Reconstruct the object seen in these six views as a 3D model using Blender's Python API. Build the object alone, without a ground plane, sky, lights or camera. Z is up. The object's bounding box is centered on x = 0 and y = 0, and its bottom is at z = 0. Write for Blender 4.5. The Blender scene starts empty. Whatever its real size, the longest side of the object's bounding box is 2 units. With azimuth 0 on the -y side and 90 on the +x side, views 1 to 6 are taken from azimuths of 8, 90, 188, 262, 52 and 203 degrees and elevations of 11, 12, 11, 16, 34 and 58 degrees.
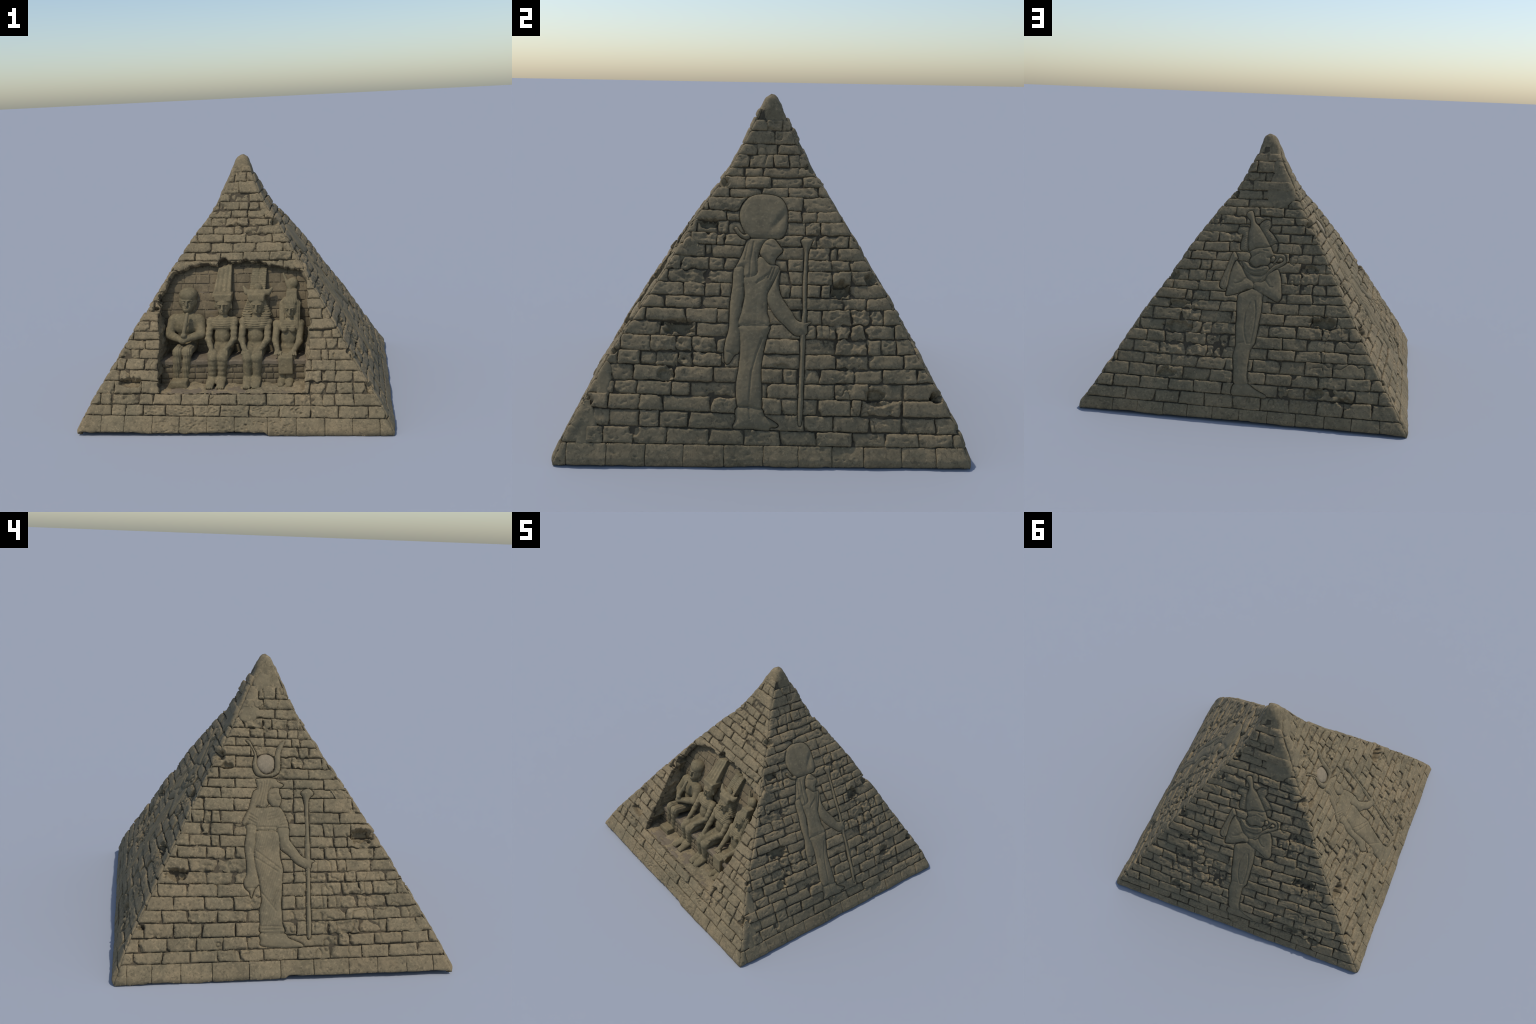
"""Weathered stone pyramid with carved relief figures and a niche of seated statues."""
import bpy, math
import numpy as np

RNG = np.random.default_rng(7)
TZ = 1.16                      # slant length per metre of height on the sloping sides

# ------------------------------------------------------------------ noise
_perm = np.random.default_rng(11).permutation(4096)
_val = np.random.default_rng(12).uniform(-1, 1, 4096)


def noise(P, scale, seed=0):
    """Smooth 3D value noise, -1..1, at points P (..., 3)."""
    q = P * scale + seed * 17.31
    i = np.floor(q).astype(np.int64)
    f = q - i
    f = f * f * f * (f * (f * 6 - 15) + 10)
    out = 0
    for dx in (0, 1):
        for dy in (0, 1):
            for dz in (0, 1):
                h = _perm[(i[..., 0] + dx) & 4095]
                h = _perm[(h + i[..., 1] + dy) & 4095]
                h = _perm[(h + i[..., 2] + dz) & 4095]
                w = ((f[..., 0] if dx else 1 - f[..., 0]) * (f[..., 1] if dy else 1 - f[..., 1])
                     * (f[..., 2] if dz else 1 - f[..., 2]))
                out = out + w * _val[h]
    return out


def fbm(P, scale, octaves=3, seed=0):
    out, a = 0, 1.0
    for o in range(octaves):
        out = out + a * noise(P, scale * 2 ** o, seed + o)
        a *= 0.5
    return out


def smooth(a, b, x):
    t = np.clip((x - a) / (b - a), 0, 1)
    return t * t * (3 - 2 * t)


# ------------------------------------------------------------------ the four sloping sides
# ridges: x and y of the four corner edges every 10 cm of height, from z = 0.05
def _ridge(text):
    return np.array([float(w) for w in text.split()]).reshape(-1, 2)


RIDGE_Z = 0.05 + 0.1 * np.arange(17)
RIDGE = {
    'mm': _ridge("-.980 -.958 -.925 -.901 -.867 -.842 -.808 -.780 -.746 -.716 -.687 -.654 -.622 -.593 -.557 -.531 "
                 "-.494 -.463 -.432 -.391 -.366 -.317 -.291 -.246 -.212 -.183 -.150 -.130 -.103 -.086 -.060 -.038 -.025 -.003"),
    'pm': _ridge(".978 -.934 .921 -.883 .858 -.830 .792 -.776 .730 -.716 .672 -.651 .610 -.583 .546 -.516 "
                 ".483 -.456 .423 -.399 .359 -.335 .295 -.264 .224 -.195 .159 -.139 .115 -.087 .080 -.040 .060 -.005"),
    'pp': _ridge(".955 .958 .886 .914 .831 .860 .773 .803 .716 .746 .658 .689 .597 .632 .534 .572 "
                 ".475 .513 .419 .455 .356 .393 .288 .328 .209 .258 .152 .205 .106 .160 .064 .111 .044 .075"),
    'mp': _ridge("-.985 .920 -.917 .871 -.848 .818 -.783 .762 -.721 .706 -.658 .649 -.595 .594 -.536 .540 "
                 "-.479 .485 -.420 .427 -.358 .373 -.301 .319 -.244 .262 -.190 .210 -.135 .161 -.083 .113 -.042 .070"),
}


def ridge(k, z):
    """Catmull-Rom through the ridge's control points."""
    z = np.asarray(z, float)
    r = RIDGE[k]
    r = np.vstack([2 * r[0] - r[1], r, 2 * r[-1] - r[-2]])
    u = np.clip((z - RIDGE_Z[0]) / 0.1, -0.6, 15.999)
    i = np.clip(np.floor(u).astype(int), 0, 15)
    t = (u - i)[..., None]
    p0, p1, p2, p3 = r[i], r[i + 1], r[i + 2], r[i + 3]
    return 0.5 * (2 * p1 + (p2 - p0) * t + (2 * p0 - 5 * p1 + 4 * p2 - p3) * t * t + (3 * p1 - p0 - 3 * p2 + p3) * t ** 3)


SIDES = {'front': ('mm', 'pm', 0, 1), 'right': ('pm', 'pp', 1, 1), 'back': ('pp', 'mp', 0, -1), 'left': ('mp', 'mm', 1, -1)}
NEXT = {'front': ('left', 'right'), 'right': ('front', 'back'), 'back': ('right', 'left'), 'left': ('back', 'front')}


BELLY = {'front': (.012, .08, .35, .55, 1.0), 'right': (.031, .07, .34, .66, 1.20), 'back': (.029, .06, .30, .50, .95), 'left': (.023, .08, .32, .54, .95)}
SKEW = {'right': 1.5}


class Side:
    """One sloping side, addressed by s (its horizontal world coordinate) and z."""

    def __init__(self, name):
        self.name = name
        self.a, self.b, self.axis, self.sign = SIDES[name]
        self.out = self.sign if self.axis == 1 else -self.sign

    def belly(self, f, z):
        """The sides swell outwards a little in their lower middle."""
        a, z0, z1, z2, z3 = BELLY[self.name]
        return a * np.sin(np.pi * np.clip(f, 0, 1) ** SKEW.get(self.name, 1)) ** 0.8 * smooth(z0 - 0.05, z1, z) * smooth(z3, z2, z)

    def ends(self, z):
        return ridge(self.a, z)[..., self.axis], ridge(self.b, z)[..., self.axis]

    def point(self, s, z):
        A, B = ridge(self.a, z), ridge(self.b, z)
        f = (s - A[..., self.axis]) / (B[..., self.axis] - A[..., self.axis])
        xy = np.array(A + (B - A) * f[..., None])
        xy[..., 1 - self.axis] += self.out * self.belly(f, z)
        return np.concatenate([xy, np.asarray(z)[..., None]], -1)

    def plain_normal(self, s, z):
        e = 0.03
        t1 = self.point(s + e * self.sign, z) - self.point(s - e * self.sign, z)
        t2 = self.point(s, z + e) - self.point(s, z - e)
        n = np.cross(t1, t2)
        return n / np.linalg.norm(n, axis=-1, keepdims=True)

    def ridge_distance(self, s, z):
        """Distance to the nearer corner edge (positive inside), and which one is nearer."""
        l, r = self.ends(z)
        dl, dr = (s - l) * self.sign * 0.86, (r - s) * self.sign * 0.86
        return np.minimum(dl, dr), dl < dr

    def normal(self, s, z):
        n = self.plain_normal(s, z)
        d, is_left = self.ridge_distance(s, z)
        w = smooth(0.03, 0.0, d)[..., None] * 0.5
        for side, mask in zip(NEXT[self.name], (is_left, ~is_left)):
            if np.any(mask & (d < 0.03)):
                o = Side(side)
                l, r = o.ends(z)
                m = o.plain_normal((l + r) / 2, z)
                n = np.where(mask[..., None], n * (1 - w) + m * w, n)
        return n / np.linalg.norm(n, axis=-1, keepdims=True)


class Upright:
    """A near-vertical wall facing the front: y given as a function of z."""

    def __init__(self, y_of_z):
        self.y = y_of_z

    def point(self, s, z):
        return np.stack([s, self.y(s, z), z], -1)

    def normal(self, s, z):
        return np.broadcast_to(np.array([0.0, -1.0, 0.0]), s.shape + (3,)).copy()


class Level:
    """A horizontal floor: s is x, 'z' is y."""

    def __init__(self, z):
        self.z = z

    def point(self, s, y):
        return np.stack([s, y, np.full_like(s, self.z)], -1)

    def normal(self, s, y):
        return np.broadcast_to(np.array([0.0, 0.0, 1.0]), s.shape + (3,)).copy()


# ------------------------------------------------------------------ outlines as distance fields
def rounded(points, steps=4):
    """Closed Catmull-Rom curve through control points."""
    p = np.array(points, float)
    p0, p2, p3 = np.roll(p, 1, 0), np.roll(p, -1, 0), np.roll(p, -2, 0)
    t = (np.arange(steps) / steps)[None, :, None]
    a, b, c, d = p0[:, None], p[:, None], p2[:, None], p3[:, None]
    q = 0.5 * (2 * b + (c - a) * t + (2 * a - 5 * b + 4 * c - d) * t * t + (3 * b - a - 3 * c + d) * t ** 3)
    return q.reshape(-1, 2)


def polygon_distance(poly, s, z, tz=TZ):
    """Signed distance (negative inside) of points to a closed polygon."""
    P = np.stack([s, z * tz], -1).reshape(-1, 2)
    V = poly * [1, tz]
    W = np.roll(V, -1, 0)
    out = np.empty(len(P))
    for k in range(0, len(P), 20000):
        q = P[k:k + 20000, None]
        e = (W - V)[None]
        t = np.clip(((q - V) * e).sum(-1) / np.maximum((e * e).sum(-1), 1e-12), 0, 1)
        d = np.sqrt((((q - V) - e * t[..., None]) ** 2).sum(-1)).min(1)
        up = (V[None, :, 1] > q[..., 1]) != (W[None, :, 1] > q[..., 1])
        den = np.where(np.abs(e[..., 1]) < 1e-12, 1e-12, e[..., 1])
        cross = q[..., 0] < V[None, :, 0] + (q[..., 1] - V[None, :, 1]) * e[..., 0] / den
        inside = (up & cross).sum(1) % 2 == 1
        out[k:k + 20000] = np.where(inside, -d, d)
    return out.reshape(s.shape)


class Field:
    """A distance field sampled once on a grid and read back bilinearly."""

    def __init__(self, polys, step=0.004, margin=0.05, far=0.05):
        allp = np.vstack(polys)
        self.lo, self.far, self.step = allp.min(0) - margin, far, step
        n = np.ceil((allp.max(0) + margin - self.lo) / step).astype(int) + 1
        s, z = np.meshgrid(self.lo[0] + step * np.arange(n[0]), self.lo[1] + step * np.arange(n[1]), indexing='ij')
        self.g = np.full(s.shape, far)
        for p in polys:
            lo = np.maximum(((p.min(0) - margin - self.lo) / step).astype(int), 0)
            hi = ((p.max(0) + margin - self.lo) / step).astype(int) + 2
            w = (slice(lo[0], hi[0]), slice(lo[1], hi[1]))
            self.g[w] = np.minimum(self.g[w], polygon_distance(p, s[w], z[w]))

    def __call__(self, s, z):
        u = (s - self.lo[0]) / self.step
        v = (z - self.lo[1]) / self.step
        ok = (u >= 0) & (v >= 0) & (u < self.g.shape[0] - 1.01) & (v < self.g.shape[1] - 1.01)
        u, v = np.where(ok, u, 0), np.where(ok, v, 0)
        i, j = u.astype(int), v.astype(int)
        a, b = u - i, v - j
        g = self.g
        d = (g[i, j] * (1 - a) + g[i + 1, j] * a) * (1 - b) + (g[i, j + 1] * (1 - a) + g[i + 1, j + 1] * a) * b
        return np.where(ok, d, self.far)


# ------------------------------------------------------------------ meshes
def make_object(name, verts, quads, tris, wall, material, parent, normals=None):
    """wall marks the quads that are upright sides: they are shaded flat, all else smooth."""
    me = bpy.data.meshes.new(name)
    nq, nt = len(quads), len(tris)
    me.vertices.add(len(verts))
    me.vertices.foreach_set('co', np.asarray(verts, np.float32).ravel())
    idx = np.concatenate([np.asarray(quads, np.int32).ravel(), np.asarray(tris, np.int32).ravel()])
    me.loops.add(len(idx))
    me.loops.foreach_set('vertex_index', idx)
    me.polygons.add(nq + nt)
    start = np.concatenate([np.arange(nq) * 4, nq * 4 + np.arange(nt) * 3]).astype(np.int32)
    me.polygons.foreach_set('loop_start', start)
    soft = np.ones(nq + nt, bool)
    if wall is not None:
        soft[:nq] = ~wall
    me.polygons.foreach_set('use_smooth', soft)
    me.update(calc_edges=True)
    me.validate()
    if normals is not None and len(normals) == len(me.vertices):
        me.normals_split_custom_set_from_vertices(normals.tolist())
    me.materials.append(material)
    ob = bpy.data.objects.new(name, me)
    bpy.context.scene.collection.objects.link(ob)
    ob.parent = parent
    return ob


def patch(surface, sdf, box, cell, height, skirt, tz=TZ):
    """Mesh the region sdf < 0 of a surface, raised by height(s, z, P), with side walls down by skirt."""
    s0, s1, z0, z1 = box
    cz = cell / tz
    ns, nz = int(np.ceil((s1 - s0) / cell)) + 1, int(np.ceil((z1 - z0) / cz)) + 1
    S, Z = np.meshgrid(s0 + cell * np.arange(ns), z0 + cz * np.arange(nz), indexing='ij')
    D = sdf(S, Z)
    keep = D < 0.7 * cell
    if keep.sum() < 4:
        return None
    near = keep & (D > -0.55 * cell)
    for _ in range(2):
        e = cell * 0.15
        s, z = S[near], Z[near]
        d = sdf(s, z)
        gs = (sdf(s + e, z) - d) / e
        gz = (sdf(s, z + e / tz) - d) / e
        g2 = np.maximum(gs * gs + gz * gz, 0.2)
        S[near] = s - np.clip(d * gs / g2, -cell, cell)
        Z[near] = z - np.clip(d * gz / g2, -cell, cell) / tz
    idx = np.full(keep.shape, -1)
    idx[keep] = np.arange(keep.sum())
    s, z = S[keep], Z[keep]
    a, b, c, d = idx[:-1, :-1], idx[1:, :-1], idx[1:, 1:], idx[:-1, 1:]
    corners = np.stack([a, b, c, d], -1).reshape(-1, 4)
    count = (corners >= 0).sum(1)
    quads = corners[count == 4]
    three = corners[count == 3]
    tris = three[three >= 0].reshape(-1, 3)
    if len(quads) + len(tris) == 0:
        return None
    base = surface.point(s, z)
    n = surface.normal(s, z)
    h = height(s, z, base)
    top = base + n * h[:, None]
    # orientation: make faces look along the normal
    f = quads[0] if len(quads) else tris[0]
    if np.dot(np.cross(top[f[1]] - top[f[0]], top[f[2]] - top[f[0]]), n[f[0]]) < 0:
        quads, tris = quads[:, ::-1], tris[:, ::-1]
    e = np.concatenate([quads[:, [0, 1]], quads[:, [1, 2]], quads[:, [2, 3]], quads[:, [3, 0]],
                        tris[:, [0, 1]], tris[:, [1, 2]], tris[:, [2, 0]]])
    m = len(top)
    code, rev = e[:, 0] * m + e[:, 1], e[:, 1] * m + e[:, 0]
    edge = e[~np.isin(code, rev)]
    rim = np.unique(edge)
    low = np.full(m, -1)
    low[rim] = m + np.arange(len(rim))
    bottom = base[rim] + n[rim] * (h[rim] - skirt)[:, None]
    bottom[:, 2] = np.maximum(bottom[:, 2], 0.0)
    top[:, 2] = np.maximum(top[:, 2], 0.0)
    walls = np.stack([edge[:, 1], edge[:, 0], low[edge[:, 0]], low[edge[:, 1]]], -1)
    used = np.zeros(m + len(rim), bool)
    upright = np.arange(len(quads) + len(walls)) >= len(quads)
    quads = np.concatenate([quads, walls])
    used[quads.ravel()] = True
    used[tris.ravel()] = True
    new = np.cumsum(used) - 1
    V = np.concatenate([top, bottom])[used]
    return V, new[quads], new[tris], upright


def joined(pieces):
    V, Q, T, W, k = [], [], [], [], 0
    for v, q, t, w in pieces:
        W.append(w)
        V.append(v)
        Q.append(q + k)
        T.append(t + k)
        k += len(v)
    return np.concatenate(V), np.concatenate(Q), np.concatenate(T), np.concatenate(W)


def empty(name, parent=None):
    ob = bpy.data.objects.new(name, None)
    bpy.context.scene.collection.objects.link(ob)
    ob.parent = parent
    return ob


# ------------------------------------------------------------------ materials
def stone(name, pale, dark, green, spots=0.5, bump=0.25, vary=0.06, rough=0.92):
    """Aged limestone: mottled pale and olive tones, dark specks, fine grain."""
    m = bpy.data.materials.new(name)
    m.use_nodes = True
    nt = m.node_tree
    N, L = nt.nodes, nt.links
    for n in list(N):
        N.remove(n)
    out = N.new('ShaderNodeOutputMaterial')
    bs = N.new('ShaderNodeBsdfPrincipled')
    bs.inputs['Roughness'].default_value = rough
    bs.inputs['Specular IOR Level'].default_value = 0.25
    L.new(bs.outputs[0], out.inputs[0])
    tc = N.new('ShaderNodeTexCoord')

    def tex(scale, detail=4, rough_=0.6, dist=0.0):
        t = N.new('ShaderNodeTexNoise')
        t.inputs['Scale'].default_value = scale
        t.inputs['Detail'].default_value = detail
        t.inputs['Roughness'].default_value = rough_
        t.inputs['Distortion'].default_value = dist
        L.new(tc.outputs['Object'], t.inputs['Vector'])
        return t.outputs['Fac']

    def ramp(src, lo, hi):
        r = N.new('ShaderNodeMapRange')
        r.inputs['From Min'].default_value = lo
        r.inputs['From Max'].default_value = hi
        L.new(src, r.inputs['Value'])
        return r.outputs['Result']

    def mix(fac, a, b, mode='MIX', amount=None):
        x = N.new('ShaderNodeMix')
        x.data_type = 'RGBA'
        x.blend_type = mode
        if amount is not None:
            mm = N.new('ShaderNodeMath')
            mm.operation = 'MULTIPLY'
            mm.inputs[1].default_value = amount
            L.new(fac, mm.inputs[0])
            fac = mm.outputs[0]
        L.new(fac, x.inputs[0])
        for v, i in ((a, 6), (b, 7)):
            if isinstance(v, tuple):
                x.inputs[i].default_value = (*v, 1)
            else:
                L.new(v, x.inputs[i])
        return x.outputs[2]

    c = mix(ramp(tex(3.5, 5, 0.65), 0.35, 0.68), pale, green)
    c = mix(ramp(tex(7, 5, 0.7, 0.6), 0.47, 0.68), c, tuple(v * w for v, w in zip(green, (0.72, 0.70, 0.70))), amount=0.55)  # broad darker zones: mottled wear, partly baked-in shade copied into the colour
    c = mix(ramp(tex(20, 6, 0.72, 0.8), 0.48, 0.68), c, dark, amount=0.50)
    c = mix(ramp(tex(48, 3, 0.55, 1.2), 0.55, 0.66), c, dark, amount=spots)
    c = mix(ramp(tex(90, 3, 0.6, 0.8), 0.57, 0.68), c, dark, amount=spots * 0.6)
    c = mix(ramp(tex(62, 4, 0.6, 0.5), 0.54, 0.70), c, tuple(min(1, v * 1.38) for v in pale), amount=0.6)
    oi = N.new('ShaderNodeObjectInfo')
    r = N.new('ShaderNodeMapRange')
    r.inputs['To Min'].default_value = 1 - vary
    r.inputs['To Max'].default_value = 1 + vary
    L.new(oi.outputs['Random'], r.inputs['Value'])
    hs = N.new('ShaderNodeHueSaturation')
    L.new(r.outputs['Result'], hs.inputs['Value'])
    L.new(c, hs.inputs['Color'])
    L.new(hs.outputs[0], bs.inputs['Base Color'])
    b = N.new('ShaderNodeBump')
    b.inputs['Strength'].default_value = bump
    b.inputs['Distance'].default_value = 0.004
    L.new(tex(95, 5, 0.7), b.inputs['Height'])
    L.new(b.outputs[0], bs.inputs['Normal'])
    return m

# masonry courses of each side: (level of the top joint, its tilt, positions of the upright joints)
COURSES = {}
COURSES['front'] = [
    (.108,-.013,[-.83,-.683,-.503,-.332,-.159,.012,.218,.395,.568,.735,.899]),
    (.172,-.008,[-.769,-.678,-.564,-.421,-.246,-.076,.103,.291,.481,.652,.832]),
    (.235,-.003,[-.843,-.775,-.594,-.505,-.327,-.151,.027,.21,.381,.481,.556,.629,.745]),
    (.301,-.008,[-.764,-.587,.475,.577,.638,.742,.816]),
    (.362,-.008,[-.738,-.67,.553,.636,.742]),
    (.422,-.013,[-.754,-.703,-.579,.488,.636]),
    (.478,-.008,[-.674,-.615,.548,.593]),
    (.533,.002,[-.578,.579,.651]),
    (.582,-.0,[-.663,.56,.616]),
    (.638,-.003,[-.563]),
    (.696,-.0,[.554]),
    (.752,-.001,[-.543]),
    (.808,.0,[]),
    (.861,.0,[]),
    (.926,.0,[-.155,.11,.298]),
    (.982,-.005,[-.116,.302]),
    (1.032,-.003,[-.29,-.119,.036,.212,.356]),
    (1.089,-.011,[-.186,-.036,.119,.298]),
    (1.14,-.009,[-.28,-.105,.047,.224]),
    (1.19,-.006,[-.174,-.034,.026,.126]),
    (1.238,-.027,[-.193,-.097,-.015,.059,.197]),
    (1.29,-.017,[-.06,.052,.166]),
    (1.341,-.025,[-.142,-.004,.062,.133]),
    (1.398,-.009,[-.069,.058]),
    (1.471,.0,[-.009]),
    (1.532,.0,[-.038,.042]),
    (1.579,.0,[.003]),
]
COURSES['right'] = [
    (.092,-.007,[-.877,-.699,-.521,-.349,-.165,.014,.173,.326,.471,.645,.802]),
    (.153,-.018,[-.799,-.718,-.579,-.428,-.237,-.074,.089,.255,.421,.573,.726,.885]),
    (.219,-.021,[-.776,-.695,-.557,-.465,-.33,-.005,.199,.334,.499,.652,.807]),
    (.284,-.012,[-.706,-.561,-.453,-.23,.093,.263,.417,.464,.654]),
    (.344,-.003,[-.683,-.576,-.416,-.327,.028,.169,.341,.499,.663]),
    (.405,-.007,[-.599,-.407,-.225,.1,.169,.273,.434,.569,.731]),
    (.463,-.007,[-.676,-.573,-.493,-.395,-.327,-.187,.187,.349,.503,.673]),
    (.527,-.006,[-.668,-.527,-.408,-.33,-.213,.187,.35,.501,.566,.64]),
    (.587,-.008,[-.655,-.485,-.312,.024,.187,.256,.353,.421,.495,.635]),
    (.647,.0,[-.56,-.364,-.218,.187,.287,.426,.518,.584]),
    (.699,-.005,[-.472,-.29,.194,.39,.504]),
    (.756,-.004,[-.379,-.28,-.202,.135,.206,.283,.33,.425]),
    (.813,-.001,[-.461,-.279,.13,.207,.34,.434]),
    (.865,-.014,[-.402,-.264,-.189,.122,.207,.335,.429]),
    (.921,-.017,[-.286,-.251,.207,.327,.368]),
    (.973,-.008,[-.356,-.231,-.193,.195,.267,.425]),
    (1.031,-.009,[-.331,-.23,-.176,.211,.287]),
    (1.079,-.002,[-.185,.192,.269]),
    (1.141,.013,[-.279,.199]),
    (1.186,.015,[-.176,-.008,.125,.277]),
    (1.237,.0,[-.093,.037,.2]),
    (1.282,.0,[-.101,-.003]),
    (1.344,.0,[-.076,.049,.128]),
    (1.397,.0,[-.038,.068]),
    (1.465,.0,[.054]),
    (1.519,.0,[.013,.093]),
]
COURSES['back'] = [
    (.08,.0,[-.836,-.673,-.515,-.347,-.181,-.012,.147,.3,.445,.603,.757]),
    (.155,-.008,[-.785,-.621,-.468,-.302,-.134,.032,.203,.354,.507,.68]),
    (.221,-.01,[-.822,-.682,-.548,-.387,-.229,.106,.273,.431,.604,.774]),
    (.286,-.002,[-.769,-.624,-.463,-.306,-.147,.049,.185,.351,.517,.688]),
    (.352,-.014,[-.728,-.539,-.379,-.229,-.065,.102,.27,.434,.602,.773]),
    (.411,-.007,[-.622,-.468,-.314,-.143,.136,.177,.228,.352,.52,.683]),
    (.473,-.009,[-.541,-.376,-.227,.1,.155,.242,.372,.499,.608]),
    (.537,-.012,[-.618,-.462,-.304,-.136,.214,.278,.338,.509,.672]),
    (.599,-.008,[-.538,-.389,-.223,.099,.293,.418,.595]),
    (.656,-.021,[-.461,-.301,-.134,.182,.355,.497]),
    (.708,-.015,[-.377,-.223,.256,.365,.404,.579]),
    (.762,-.023,[-.457,-.373,-.296,.333,.497]),
    (.824,-.021,[-.404,-.298,-.212,.255,.297,.409]),
    (.879,-.016,[-.44,-.284,.275,.343,.467]),
    (.931,-.022,[-.352,-.206,.251,.411]),
    (.988,-.026,[-.282,-.128,.178,.339]),
    (1.044,-.019,[-.339,-.199,.253]),
    (1.095,-.025,[-.287,-.135,.136]),
    (1.143,-.013,[-.216,-.066,.092,.258]),
    (1.195,-.012,[-.143,.013,.166]),
    (1.244,-.027,[-.162,.093]),
    (1.296,.0,[.01,.173]),
    (1.353,.0,[.079]),
    (1.409,-.042,[.005]),
    (1.477,.0,[-.053,.062]),
    (1.529,.0,[.003]),
    (1.59,.0,[.032]),
]
COURSES['left'] = [
    (.101,-.003,[-.849,-.695,-.527,-.365,-.166,.02,.194,.396,.566,.721,.855]),
    (.16,-.01,[-.765,-.598,-.442,-.261,-.08,.113,.244,.365,.515,.664,.822]),
    (.219,-.007,[-.834,-.68,-.516,-.375,-.309,.202,.335,.481,.639,.791]),
    (.286,-.004,[-.767,-.594,-.436,-.26,-.134,-.08,.264,.446,.603,.765]),
    (.344,-.003,[-.682,-.523,-.361,-.148,.194,.363,.525,.667]),
    (.406,-.002,[-.602,-.432,-.259,-.152,-.076,.268,.433,.604]),
    (.467,-.005,[-.673,-.527,-.451,-.348,-.156,.36,.525,.689]),
    (.521,.004,[-.609,-.433,-.37,-.265,-.159,-.076,.265,.418,.578]),
    (.583,.013,[-.524,-.381,-.328,-.159,-.074,.354,.514]),
    (.64,.011,[-.551,-.413,-.327,-.261,-.159,.253,.308,.415,.58]),
    (.694,.016,[-.578,-.398,-.317,-.164,.338,.388,.512]),
    (.755,.011,[-.424,-.32,-.263,-.168,.256,.392,.442]),
    (.814,.021,[-.363,-.171,-.095,.331,.383,.423,.494]),
    (.881,.007,[-.444,-.275,-.173,-.097,.252,.421]),
    (.929,.022,[-.358,-.098,.323]),
    (.979,.012,[-.284,-.101,.24,.399]),
    (1.034,.021,[-.194,.332]),
    (1.093,.031,[-.278,-.164,-.1,.238]),
    (1.144,.026,[-.204,-.139,.143]),
    (1.191,.033,[-.155,-.108,.057,.232]),
    (1.238,.037,[-.147,-.081,-.023,.059,.142]),
    (1.292,.07,[-.085,.006,.064,.177]),
    (1.345,.035,[-.014,.118,.166]),
    (1.398,.038,[.053]),
    (1.474,.048,[-.023,.082]),
    (1.532,.0,[-.028,.034]),
    (1.581,.0,[-.004]),
]
# carved relief figures: control points (along the side, height) of each part's outline
RELIEF = {}
RELIEF['right'] = {
    'sun_disc': [(-.009,1.156),(.042,1.153),(.084,1.139),(.109,1.11),(.122,1.072),(.12,1.027),(.11,.986),(.089,.957),(.048,.956),(-.009,.957),(-.063,.961),(-.088,.979),(-.107,1.012),(-.119,1.05),(-.116,1.088),(-.094,1.124),(-.059,1.146)],
    'horn': [(-.144,.997),(-.132,1.001),(-.117,.982),(-.096,.968),(-.079,.972),(-.067,.961),(-.075,.952),(-.097,.953),(-.12,.966),(-.135,.982)],
    'head': [(.007,.937),(.032,.952),(.056,.949),(.077,.927),(.096,.901),(.073,.879),(.059,.86),(.057,.844),(.029,.845),(.004,.867),(-.014,.885),(-.008,.911)],
    'headdress': [(-.063,.954),(.024,.955),(.003,.937),(-.015,.907),(-.026,.866),(-.029,.801),(-.087,.782),(-.094,.829),(-.132,.826),(-.117,.857),(-.096,.901),(-.085,.935)],
    'torso': [(-.092,.753),(-.091,.782),(-.029,.801),(-.026,.866),(.004,.87),(.029,.845),(.057,.842),(.084,.821),(.046,.753),(.025,.714),(.024,.654),(.024,.631),(.029,.579),(-.105,.576),(-.114,.597),(-.099,.642),(-.087,.704)],
    'leg': [(-.105,.578),(.029,.581),(.023,.537),(.011,.479),(-0,.431),(-.001,.357),(.002,.291),(.001,.241),(-.058,.249),(-.108,.248),(-.115,.306),(-.116,.355),(-.106,.408),(-.102,.47),(-.104,.532)],
    'foot': [(-.11,.247),(.001,.241),(.019,.211),(.076,.179),(.074,.165),(.042,.163),(.035,.151),(-.056,.159),(-.126,.161),(-.114,.195)],
    'arm': [(-.132,.826),(-.094,.827),(-.092,.757),(-.089,.704),(-.1,.662),(-.099,.642),(-.114,.597),(-.104,.532),(-.106,.47),(-.129,.455),(-.153,.421),(-.171,.424),(-.176,.465),(-.178,.475),(-.17,.516),(-.158,.558),(-.156,.627),(-.152,.696),(-.144,.756),(-.142,.813)],
    'arm2': [(.084,.819),(.076,.771),(.087,.711),(.119,.663),(.143,.635),(.155,.615),(.17,.602),(.21,.595),(.234,.595),(.214,.581),(.214,.55),(.182,.541),(.151,.546),(.103,.587),(.068,.614),(.031,.666),(.025,.71),(.046,.749)],
    'staff': [(.187,.952),(.245,.953),(.228,.91),(.22,.862),(.213,.72),(.212,.629),(.206,.547),(.198,.393),(.194,.293),(.188,.181),(.171,.181),(.174,.293),(.18,.427),(.182,.54),(.194,.65),(.195,.755),(.201,.862),(.202,.91)],
}
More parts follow.
